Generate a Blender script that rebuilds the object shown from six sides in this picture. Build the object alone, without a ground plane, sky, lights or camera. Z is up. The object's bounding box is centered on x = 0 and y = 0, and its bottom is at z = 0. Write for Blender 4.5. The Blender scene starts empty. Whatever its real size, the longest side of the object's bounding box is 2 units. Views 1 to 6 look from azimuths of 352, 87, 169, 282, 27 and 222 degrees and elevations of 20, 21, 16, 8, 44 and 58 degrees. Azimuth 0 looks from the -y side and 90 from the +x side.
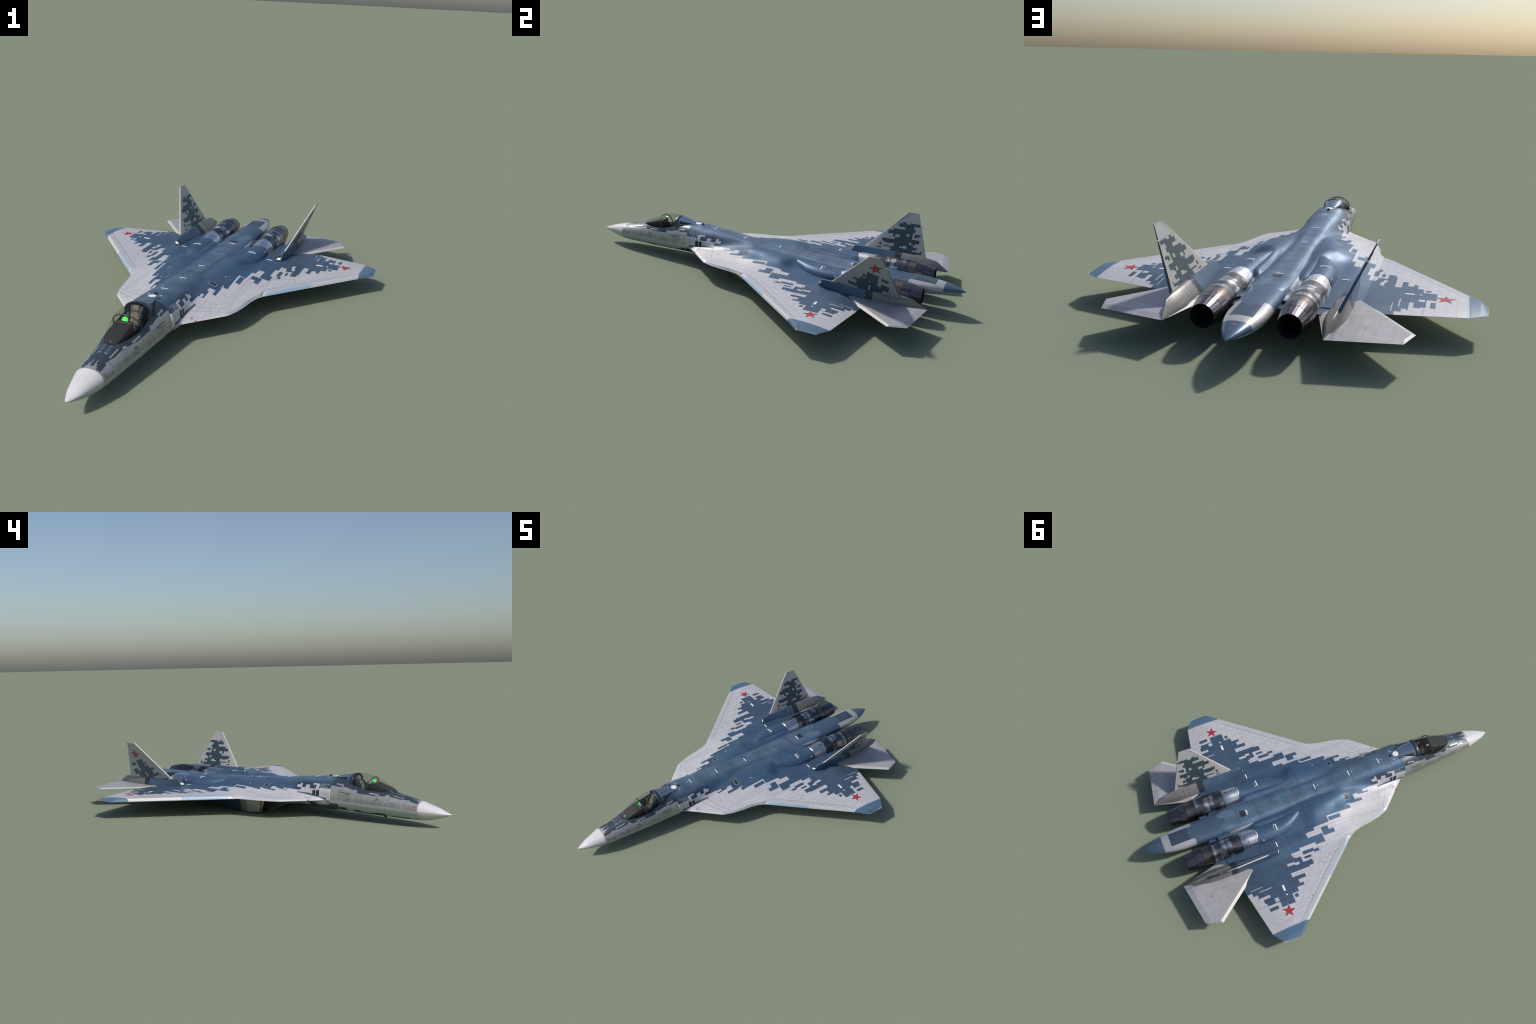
# A twin-engined stealth jet fighter in splinter "pixel" camouflage, built part by part.
# Every mesh lives in the aircraft frame: x = left, y = aft (station s - S0), z = up.
import bpy, bmesh, math, random
from mathutils import Vector, Matrix
from mathutils.bvhtree import BVHTree

random.seed(7)
S0 = 1.07                       # station (m behind the nose tip) of the root
HEAD = math.radians(-26.0)      # heading of the aircraft in the frame
NOSE = Vector((-0.6945, -0.999, 0.0))

# ------------------------------------------------------------------ helpers
def lerp(a, b, k):
    return a + (b - a) * k

def curve1d(pts):
    """Monotone cubic through (x, y) control points."""
    xs = [p[0] for p in pts]; ys = [p[1] for p in pts]
    n = len(xs)
    d = [(ys[i + 1] - ys[i]) / (xs[i + 1] - xs[i]) for i in range(n - 1)]
    m = [d[0]] + [0 if d[i - 1] * d[i] <= 0 else 2 * d[i - 1] * d[i] / (d[i - 1] + d[i]) for i in range(1, n - 1)] + [d[-1]]
    def f(x):
        if x <= xs[0]: return ys[0]
        if x >= xs[-1]: return ys[-1]
        i = max(j for j in range(n - 1) if xs[j] <= x)
        h = xs[i + 1] - xs[i]; t = (x - xs[i]) / h
        return ((2*t**3 - 3*t**2 + 1) * ys[i] + (t**3 - 2*t**2 + t) * h * m[i]
                + (-2*t**3 + 3*t**2) * ys[i + 1] + (t**3 - t**2) * h * m[i + 1])
    return f

def line1d(pts):
    def f(x):
        if x <= pts[0][0]: return pts[0][1]
        for (a, b), (c, d) in zip(pts, pts[1:]):
            if x <= c: return lerp(b, d, (x - a) / (c - a))
        return pts[-1][1]
    return f

ROOT = bpy.data.objects.new("fighter_jet", None)
bpy.context.scene.collection.objects.link(ROOT)
ROOT["label"] = "blue and pale grey pixel camouflage stealth fighter jet"
ROOT["category"] = "fighter jet"
ROOT.rotation_euler = (0, 0, HEAD)
ROOT.location = NOSE + Vector((math.cos(HEAD + math.pi / 2), math.sin(HEAD + math.pi / 2), 0)) * S0

def add(name, mesh, parent=None, mats=(), angle=35, smooth=True):
    ob = bpy.data.objects.new(name, mesh)
    bpy.context.scene.collection.objects.link(ob)
    ob.parent = parent or ROOT
    for m in mats:
        if m.name not in mesh.materials: mesh.materials.append(m)
    if smooth:
        mesh.shade_smooth()
        mesh.set_sharp_from_angle(angle=math.radians(angle))
    return ob

def make_mesh(name, verts, faces, slots=None, merge=1e-5):
    """verts as (t, s, z)"""
    bm = bmesh.new()
    vs = [bm.verts.new((t, s - S0, z)) for t, s, z in verts]
    lay = []
    for k, f in enumerate(faces):
        if len(set(f)) < 3: continue
        try: fc = bm.faces.new([vs[i] for i in f])
        except ValueError: continue
        if slots: fc.material_index = slots[k]
    if merge: bmesh.ops.remove_doubles(bm, verts=bm.verts, dist=merge)
    bmesh.ops.dissolve_degenerate(bm, dist=1e-6, edges=bm.edges)
    bmesh.ops.recalc_face_normals(bm, faces=bm.faces)
    me = bpy.data.meshes.new(name); bm.to_mesh(me); bm.free()
    return me

def grid_faces(nr, nc, closed=False, off=0):
    fs = []
    for i in range(nr - 1):
        for j in range(nc if closed else nc - 1):
            a = off + i * nc + j; b = off + i * nc + (j + 1) % nc
            fs.append((a, b, b + nc, a + nc))
    return fs

def mirrored(mesh):
    me = mesh.copy()
    bm = bmesh.new(); bm.from_mesh(me)
    for v in bm.verts: v.co.x = -v.co.x
    bmesh.ops.reverse_faces(bm, faces=bm.faces)
    bm.to_mesh(me); bm.free()
    me.set_sharp_from_angle(angle=math.radians(35))
    return me

def both(name, mesh, parent=None, mats=(), angle=35, parents=None):
    a = add(name, mesh, parents[0] if parents else parent, mats, angle)
    b = add(name, mirrored(mesh), parents[1] if parents else parent, mats, angle)
    return a, b

# ------------------------------------------------------------------ materials
class Net:
    """small helper to write node trees as expressions"""
    def __init__(self, name):
        self.m = bpy.data.materials.new(name); self.m.use_nodes = True
        self.t = self.m.node_tree; self.n = self.t.nodes; self.n.clear()
        self.out = self.n.new("ShaderNodeOutputMaterial")
        self.b = self.n.new("ShaderNodeBsdfPrincipled")
        self.t.links.new(self.b.outputs[0], self.out.inputs[0])
        self._xyz = None
    def link(self, a, b): self.t.links.new(a, b)
    def put(self, sock, v):
        if hasattr(v, "is_linked") or isinstance(v, bpy.types.NodeSocket): self.link(v, sock)
        else: sock.default_value = v
    def math(self, op, a, b=0.0, c=0.0, clamp=False):
        n = self.n.new("ShaderNodeMath"); n.operation = op; n.use_clamp = clamp
        self.put(n.inputs[0], a); self.put(n.inputs[1], b); self.put(n.inputs[2], c)
        return n.outputs[0]
    def coords(self):
        if self._xyz is None:
            tc = self.n.new("ShaderNodeTexCoord"); self.obj = tc.outputs["Object"]
            sp = self.n.new("ShaderNodeSeparateXYZ"); self.link(self.obj, sp.inputs[0])
            self._xyz = (self.math("ABSOLUTE", sp.outputs[0]), self.math("ADD", sp.outputs[1], S0), sp.outputs[2], sp.outputs[0])
        return self._xyz
    def mix(self, f, a, b, blend="MIX"):
        n = self.n.new("ShaderNodeMix"); n.data_type = "RGBA"; n.blend_type = blend
        self.put(n.inputs[0], f)
        for k, v in ((6, a), (7, b)):
            self.put(n.inputs[k], v if not isinstance(v, tuple) or len(v) == 4 else (*v, 1))
        return n.outputs[2]
    def noise(self, scale, detail=3, rough=0.55, stretch=None, vec=None):
        self.coords()
        n = self.n.new("ShaderNodeTexNoise"); n.inputs["Scale"].default_value = scale
        n.inputs["Detail"].default_value = detail; n.inputs["Roughness"].default_value = rough
        v = vec or self.obj
        if stretch:
            mp = self.n.new("ShaderNodeMapping"); mp.inputs["Scale"].default_value = stretch
            self.link(v, mp.inputs[0]); v = mp.outputs[0]
        self.link(v, n.inputs["Vector"])
        return n.outputs["Fac"]
    def ramp(self, f, stops, interp="LINEAR"):
        n = self.n.new("ShaderNodeValToRGB"); cr = n.color_ramp; cr.interpolation = interp
        while len(cr.elements) < len(stops): cr.elements.new(0.5)
        for e, (p, c) in zip(cr.elements, stops):
            e.position = p; e.color = (*c, 1) if isinstance(c, tuple) else (c, c, c, 1)
        self.put(n.inputs[0], f)
        return n.outputs[0]
    def box(self, u, v, r):
        """1 inside the rectangle r = (u0, u1, v0, v1)"""
        a = self.math("COMPARE", u, (r[0] + r[1]) / 2, abs(r[1] - r[0]) / 2)
        b = self.math("COMPARE", v, (r[2] + r[3]) / 2, abs(r[3] - r[2]) / 2)
        return self.math("MULTIPLY", a, b)
    def boxes(self, u, v, rects, mask=None):
        for r in rects:
            b = self.box(u, v, r)
            mask = b if mask is None else self.math("MAXIMUM", mask, b)
        return mask
    def cut(self, mask, u, v, rects):
        return self.math("MULTIPLY", mask, self.math("SUBTRACT", 1.0, self.boxes(u, v, rects)))
    def stroke(self, u, v, p, q, w=0.0009):
        """thin line from p to q in the (u, v) plane"""
        L = math.hypot(q[0] - p[0], q[1] - p[1]); a = ((q[0] - p[0]) / L, (q[1] - p[1]) / L)
        du = self.math("SUBTRACT", u, p[0]); dv = self.math("SUBTRACT", v, p[1])
        along = self.math("ADD", self.math("MULTIPLY", du, a[0]), self.math("MULTIPLY", dv, a[1]))
        across = self.math("SUBTRACT", self.math("MULTIPLY", du, a[1]), self.math("MULTIPLY", dv, a[0]))
        return self.math("MULTIPLY", self.math("COMPARE", along, L / 2, L / 2), self.math("COMPARE", across, 0.0, w))
    def strokes(self, u, v, segs, w=0.0009):
        m = None
        for p, q in segs:
            s = self.stroke(u, v, p, q, w)
            m = s if m is None else self.math("MAXIMUM", m, s)
        return m
    def finish(self, color, metallic=0.0, rough=0.5, bump=None, spec=0.5):
        self.put(self.b.inputs["Base Color"], color if not isinstance(color, tuple) else (*color[:3], 1))
        self.put(self.b.inputs["Metallic"], metallic); self.put(self.b.inputs["Roughness"], rough)
        self.b.inputs["Specular IOR Level"].default_value = spec
        if bump is not None:
            bp = self.n.new("ShaderNodeBump"); bp.inputs["Strength"].default_value = 0.25
            bp.inputs["Distance"].default_value = 0.001
            self.link(bump, bp.inputs["Height"]); self.link(bp.outputs[0], self.b.inputs["Normal"])
        return self.m

PALE = (0.55, 0.55, 0.58)
PALE_WARM = (0.50, 0.50, 0.48)
DEEP = (0.056, 0.120, 0.216)
SLATE = (0.062, 0.11, 0.18)
NIGHT = (0.028, 0.052, 0.085)
SKYB = (0.13, 0.22, 0.32)

def plain(name, col, metallic=0.0, rough=0.5, grain=0.12, scale=60, stretch=(1, 0.2, 1)):
    N = Net(name)
    n = N.noise(scale, 4, 0.6, stretch)
    c = N.mix(N.math("MULTIPLY", N.ramp(n, [(0.35, 0.0), (0.7, 1.0)]), grain), col, tuple(k * 0.55 for k in col))
    return N.finish(c, metallic, rough)

# wing and deck camouflage: rows of blocks (t0, t1, s0, s1)
BLUE_BLOCKS = [
    (0.000, 0.104, 0.60, 1.90), (0.104, 0.128, 0.864, 1.90), (0.128, 0.148, 0.958, 1.90), (0.148, 0.164, 0.917, 1.90),
    (0.164, 0.187, 1.001, 1.90), (0.187, 0.220, 1.153, 1.90), (0.220, 0.236, 1.246, 1.90), (0.236, 0.266, 1.298, 1.90),
    (0.266, 0.301, 1.214, 1.90), (0.301, 0.315, 1.364, 1.76), (0.301, 0.315, 1.214, 1.271), (0.315, 0.328, 1.418, 1.76),
    (0.328, 0.346, 1.405, 1.76), (0.346, 0.382, 1.376, 1.76), (0.382, 0.412, 1.325, 1.76), (0.412, 0.418, 1.352, 1.76),
    (0.418, 0.443, 1.464, 1.76), (0.443, 0.464, 1.394, 1.697), (0.464, 0.486, 1.440, 1.680),
    (0.486, 0.502, 1.420, 1.614), (0.502, 0.526, 1.462, 1.654), (0.526, 0.543, 1.501, 1.645), (0.543, 0.576, 1.501, 1.577),
    (0.236, 0.260, 1.169, 1.209), (0.260, 0.283, 1.141, 1.209), (0.196, 0.217, 1.076, 1.147),
    (0.324, 0.343, 1.293, 1.358), (0.335, 0.351, 1.264, 1.295), (0.356, 0.369, 1.320, 1.360),
    (0.533, 0.553, 1.473, 1.492), (0.558, 0.576, 1.595, 1.644)]
PALE_BLOCKS = [
    (0.119, 0.134, 0.929, 0.958), (0.160, 0.165, 0.99, 1.016), (0.362, 0.377, 1.421, 1.463), (0.370, 0.385, 1.397, 1.422),
    (0.517, 0.538, 1.577, 1.598), (0.464, 0.481, 1.672, 1.70), (0.451, 0.4555, 1.590, 1.659), (0.429, 0.4325, 1.633, 1.70),
    (0.331, 0.340, 1.404, 1.418), (0.108, 0.120, 0.866, 0.893)]
# blocks on the upright wall of the body behind the cockpit: (s0, s1, z0, z1)
WALL_PALE = [
    (0.60, 0.676, 0.09, 0.1565), (0.676, 0.788, 0.09, 0.1440), (0.696, 0.740, 0.140, 0.1497), (0.738, 0.764, 0.140, 0.1650),
    (0.760, 0.790, 0.130, 0.1508), (0.790, 0.822, 0.1480, 0.1610), (0.792, 0.804, 0.158, 0.1680), (0.679, 0.698, 0.144, 0.1745), (0.690, 0.722, 0.1680, 0.1750)]
WALL_BLACK = [(0.696, 0.7135, 0.116, 0.1432), (0.6725, 0.6925, 0.112, 0.1440)]
TIP_T = 0.690

def skin_noise(N):
    streak = N.noise(34, 5, 0.65, (1.0, 0.22, 1)); blot = N.noise(13, 4, 0.6); fine = N.noise(240, 3, 0.6)
    return streak, blot, fine

def upper_paint(name, metal=0.34, wing=True):
    N = Net(name); t, s, z, _ = N.coords()
    blue = N.boxes(t, s, BLUE_BLOCKS)
    blue = N.cut(blue, t, s, PALE_BLOCKS)
    streak, blot, fine = skin_noise(N)
    wallm = N.math("MULTIPLY", N.math("LESS_THAN", s, 0.83), N.math("COMPARE", t, 0.095, 0.0275))
    if not wing:
        wp = N.math("MULTIPLY", N.boxes(s, z, WALL_PALE), wallm)
        blue = N.math("MULTIPLY", blue, N.math("SUBTRACT", 1.0, wp))
    # faint rectangular skin panels
    br = N.n.new("ShaderNodeTexBrick"); br.inputs["Scale"].default_value = 1.0
    br.inputs["Brick Width"].default_value = 0.062; br.inputs["Row Height"].default_value = 0.036
    br.inputs["Mortar Size"].default_value = 0.0009; br.inputs["Mortar Smooth"].default_value = 0.4; br.offset = 0.35
    br.inputs["Color1"].default_value = (0, 0, 0, 1); br.inputs["Color2"].default_value = (1, 1, 1, 1); br.inputs["Mortar"].default_value = (0.5, 0.5, 0.5, 1)
    mp = N.n.new("ShaderNodeMapping"); mp.inputs["Rotation"].default_value = (0, 0, math.radians(90))
    N.link(N.obj, mp.inputs[0]); N.link(mp.outputs[0], br.inputs["Vector"])
    seam = br.outputs["Fac"]; tile = br.outputs["Color"]
    pale = N.mix(N.ramp(blot, [(0.35, 0.0), (0.75, 0.5)]), PALE, (0.49, 0.485, 0.51))
    pale = N.mix(N.math("MULTIPLY", N.ramp(streak, [(0.45, 0.0), (0.75, 1.0)]), 0.30), pale, (0.42, 0.40, 0.42))
    pale = N.mix(N.math("MULTIPLY", tile, 0.14), pale, (0.66, 0.66, 0.68))
    pale = N.mix(N.math("MULTIPLY", N.ramp(N.noise(90, 4, 0.7), [(0.5, 0.0), (0.7, 1.0)]), 0.22), pale, (0.36, 0.35, 0.37))
    pale = N.mix(N.math("MULTIPLY", seam, 0.55), pale, (0.27, 0.265, 0.28))
    # blue is deeper on the body than on the outer wing, and lighter on the spine
    body = N.ramp(t, [(0.0, (0.150, 0.235, 0.335)), (0.050, (0.138, 0.220, 0.320)), (0.064, (0.070, 0.137, 0.232)), (0.10, DEEP), (0.27, DEEP), (0.37, SLATE), (1.0, SLATE)])
    blu = N.mix(N.math("MULTIPLY", N.ramp(streak, [(0.4, 0.0), (0.7, 1.0)]), 0.45), body, (0.070, 0.110, 0.17))
    blu = N.mix(N.math("MULTIPLY", N.ramp(blot, [(0.42, 0.0), (0.68, 1.0)]), 0.5), blu, (0.034, 0.066, 0.118))
    blu = N.mix(N.math("MULTIPLY", N.ramp(N.noise(7, 3, 0.6), [(0.5, 0.0), (0.66, 1.0)]), 0.35), blu, (0.115, 0.165, 0.225))
    blu = N.mix(N.math("MULTIPLY", tile, 0.18), blu, (0.11, 0.165, 0.235))
    blu = N.mix(N.math("MULTIPLY", seam, 0.5), blu, (0.03, 0.05, 0.08))
    col = N.mix(blue, pale, blu)
    if not wing:
        # teal tint of the wall blocks, black vents
        tint = N.math("MULTIPLY", N.math("MULTIPLY", wallm, N.math("LESS_THAN", z, 0.178)), blue)
        col = N.mix(N.math("MULTIPLY", tint, N.math("LESS_THAN", s, 0.86)), col, (0.045, 0.078, 0.115))
        col = N.mix(N.math("MULTIPLY", N.boxes(s, z, WALL_BLACK), wallm), col, (0.022, 0.021, 0.022))
        # transverse lines and tinted bands across the spine
        onspine = N.math("LESS_THAN", t, 0.052)
        rib = N.math("LESS_THAN", N.math("FRACT", N.math("MULTIPLY", s, 38.0)), 0.10)
        rib2 = N.math("LESS_THAN", N.math("FRACT", N.math("MULTIPLY", s, 8.7)), 0.045)
        col = N.mix(N.math("MULTIPLY", N.math("MULTIPLY", rib, onspine), 0.28), col, (0.05, 0.085, 0.13))
        col = N.mix(N.math("MULTIPLY", N.math("MULTIPLY", rib2, onspine), 0.55), col, (0.06, 0.07, 0.10))
        band = N.noise(9, 1, 0.5, (0.01, 1, 0.01))
        col = N.mix(N.math("MULTIPLY", N.math("MULTIPLY", N.ramp(band, [(0.45, 0.0), (0.6, 1.0)]), onspine), 0.35), col, (0.055, 0.105, 0.17))
        redw = N.boxes(t, s, [(0.0, 0.030, 1.262, 1.272), (0.0, 0.02, 1.487, 1.497)])
        col = N.mix(N.math("MULTIPLY", N.math("MULTIPLY", redw, N.ramp(fine, [(0.4, 0.0), (0.6, 1.0)])), 0.55), col, (0.22, 0.09, 0.12))
        edge = N.strokes(t, s, [((0.052, 0.90), (0.050, 1.20)), ((0.050, 1.20), (0.066, 1.32)), ((0.066, 1.32), (0.066, 1.55)), ((0.084, 1.4655), (0.206, 1.4655)), ((0.09, 1.30), (0.088, 1.47))], 0.0010)
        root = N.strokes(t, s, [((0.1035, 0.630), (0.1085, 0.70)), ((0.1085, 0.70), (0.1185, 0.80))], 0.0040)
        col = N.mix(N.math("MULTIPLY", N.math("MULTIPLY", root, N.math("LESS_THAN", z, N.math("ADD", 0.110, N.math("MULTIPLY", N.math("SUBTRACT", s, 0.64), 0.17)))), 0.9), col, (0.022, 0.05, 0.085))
        col = N.mix(N.math("MULTIPLY", edge, 0.5), col, (0.05, 0.065, 0.08))
        deck_band = N.math("MULTIPLY", N.ramp(N.math("ABSOLUTE", N.math("SUBTRACT", s, 1.219)), [(0.0, 1.0), (0.016, 0.0)]), N.math("COMPARE", t, 0.115, 0.055))  # soft dark band across the deck humps
        col = N.mix(N.math("MULTIPLY", deck_band, N.math("MULTIPLY", blot, 0.6)), col, (0.050, 0.058, 0.070))
        darkp = N.boxes(t, s, [(0.107, 0.150, 0.962, 1.013)])
        col = N.mix(N.math("MULTIPLY", darkp, 0.35), col, (0.04, 0.06, 0.09))
        col = N.mix(N.math("MULTIPLY", N.math("MULTIPLY", N.math("COMPARE", t, 0.235, 0.04), N.math("GREATER_THAN", s, 1.475)), 0.30), col, (0.040, 0.058, 0.085))  # shade between engine and fin, put into the deck colour as a darker zone
    # engraved lines and red dashes of stencilled walk lines
    if wing:
        lines = N.strokes(t, s, [((0.332, 1.120), (0.690, 1.524)), ((0.331, 1.245), (0.331, 1.50)), ((0.360, 1.652), (0.536, 1.620)), ((0.536, 1.620), (0.536, 1.70)),
                                 ((0.331, 1.245), (0.420, 1.300)), ((0.395, 1.215), (0.378, 1.24)), ((0.43, 1.26), (0.41, 1.29)),
                                 ((0.335, 1.476), (0.408, 1.474)), ((0.335, 1.503), (0.408, 1.500)), ((0.447, 1.513), (0.520, 1.518)), ((0.443, 1.541), (0.515, 1.545)),
                                 ((0.415, 1.407), (0.470, 1.412)), ((0.415, 1.431), (0.470, 1.436)), ((0.355, 1.345), (0.36, 1.385))], 0.0008)
        # row of access panels behind the slat hinge line, in axes along / across that line
        k = math.hypot(.358, .404); ua, ub = .358 / k, .404 / k
        du = N.math("SUBTRACT", t, .332); dv = N.math("SUBTRACT", s, 1.120)
        al = N.math("ADD", N.math("MULTIPLY", du, ua), N.math("MULTIPLY", dv, ub))
        ac = N.math("SUBTRACT", N.math("MULTIPLY", dv, ua), N.math("MULTIPLY", du, ub))
        cv = N.n.new("ShaderNodeCombineXYZ"); N.link(al, cv.inputs[0]); N.link(N.math("SUBTRACT", ac, .0015), cv.inputs[1])
        bk = N.n.new("ShaderNodeTexBrick"); bk.inputs["Scale"].default_value = 1.0; bk.inputs["Brick Width"].default_value = 0.036; bk.inputs["Row Height"].default_value = 0.024
        bk.inputs["Mortar Size"].default_value = 0.0009; bk.offset = 0.3; bk.squash = 0.7; bk.squash_frequency = 3
        N.link(cv.outputs[0], bk.inputs["Vector"])
        zone = N.boxes(al, ac, [(.075, .465, .001, .0255), (.10, .20, .02, .050)])
        col = N.mix(N.math("MULTIPLY", zone, 0.25), col, (0.62, 0.62, 0.64))
        col = N.mix(N.math("MULTIPLY", N.math("MULTIPLY", zone, bk.outputs["Fac"]), 0.65), col, (0.17, 0.17, 0.18))
        reds = N.strokes(t, s, [((0.342, 1.215), (0.331, 1.36)), ((0.345, 1.285), (0.62, 1.50)), ((0.59, 1.66), (0.64, 1.60)), ((0.62, 1.50), (0.655, 1.585)), ((0.50, 1.39), (0.48, 1.44)), ((0.67, 1.648), (0.655, 1.55))], 0.0008)
        slat = N.math("GREATER_THAN", N.math("SUBTRACT", N.math("MULTIPLY", N.math("SUBTRACT", t, 0.332), 1.129), N.math("SUBTRACT", s, 1.120)), 0.0)
        col = N.mix(N.math("MULTIPLY", slat, 0.35), col, (0.43, 0.43, 0.46))
    else:
        lines = N.strokes(t, s, [((0.118, 0.789), (0.282, 0.868)), ((0.116, 0.747), (0.265, 0.834)), ((0.122, 0.66), (0.255, 0.803)),
                                 ((0.245, 0.853), (0.233, 1.06)), ((0.233, 1.06), (0.234, 1.21)), ((0.302, 1.10), (0.322, 1.245)), ((0.180, 0.815), (0.200, 0.77)), ((0.145, 0.855), (0.20, 0.855))], 0.0008)
        reds = N.strokes(t, s, [((0.230, 0.846), (0.222, 1.11)), ((0.290, 0.90), (0.322, 1.07)), ((0.145, 0.85), (0.20, 0.85)), ((0.145, 0.85), (0.145, 0.80))], 0.0008)
        col = N.mix(N.math("MULTIPLY", N.math("MULTIPLY", N.boxes(t, s, [(0.138, 0.150, 0.700, 0.716)]), N.ramp(fine, [(0.4, 0.0), (0.55, 1.0)])), 0.7), col, (0.30, 0.10, 0.11))
    col = N.mix(N.math("MULTIPLY", lines, 0.7), col, (0.10, 0.10, 0.11))
    dash = N.math("GREATER_THAN", N.math("FRACT", N.math("MULTIPLY", N.math("ADD", s, t), 90.0)), 0.45)
    col = N.mix(N.math("MULTIPLY", N.math("MULTIPLY", reds, dash), 0.6), col, (0.28, 0.12, 0.14))
    # small dark-red access marks scattered over the skin
    vo = N.n.new("ShaderNodeTexVoronoi"); vo.inputs["Scale"].default_value = 13.0; vo.voronoi_dimensions = "2D"
    N.link(N.obj, vo.inputs["Vector"])
    mark = N.math("LESS_THAN", vo.outputs["Distance"], 0.038)
    col = N.mix(N.math("MULTIPLY", mark, N.math("SUBTRACT", 0.5, N.math("MULTIPLY", blue, 0.3))), col, (0.24, 0.06, 0.08))
    if wing:
        tip = N.math("GREATER_THAN", t, N.math("ADD", N.math("MULTIPLY", N.math("SUBTRACT", s, 1.47), 0.02), 0.686))
        tipc = N.mix(N.ramp(blot, [(0.35, 0.0), (0.7, 0.6)]), (0.095, 0.17, 0.255), (0.075, 0.15, 0.21))
        col = N.mix(tip, col, tipc)
    grime = N.math("MULTIPLY", N.ramp(fine, [(0.4, 0.0), (0.8, 1.0)]), 0.15)
    col = N.mix(grime, col, (0.10, 0.11, 0.13))
    met = N.math("ADD", 0.10, N.math("MULTIPLY", blue, metal))
    rg = N.math("ADD", 0.31 if wing else 0.36, N.math("MULTIPLY", streak, 0.20))
    return N.finish(col, met, rg)

def lower_paint(name):
    N = Net(name); t, s, z, _ = N.coords()
    streak = N.noise(40, 4, 0.6, (1, 0.15, 1))
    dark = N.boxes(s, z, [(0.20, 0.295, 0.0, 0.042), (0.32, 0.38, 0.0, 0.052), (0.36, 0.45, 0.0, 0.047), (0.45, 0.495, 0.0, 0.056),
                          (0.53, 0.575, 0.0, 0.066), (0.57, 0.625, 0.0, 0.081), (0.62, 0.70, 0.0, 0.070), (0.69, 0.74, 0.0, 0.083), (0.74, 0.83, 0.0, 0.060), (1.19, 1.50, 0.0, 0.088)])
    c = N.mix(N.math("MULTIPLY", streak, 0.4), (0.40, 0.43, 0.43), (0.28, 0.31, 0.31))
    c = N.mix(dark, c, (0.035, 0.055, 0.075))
    return N.finish(c, 0.1, 0.5)

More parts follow.
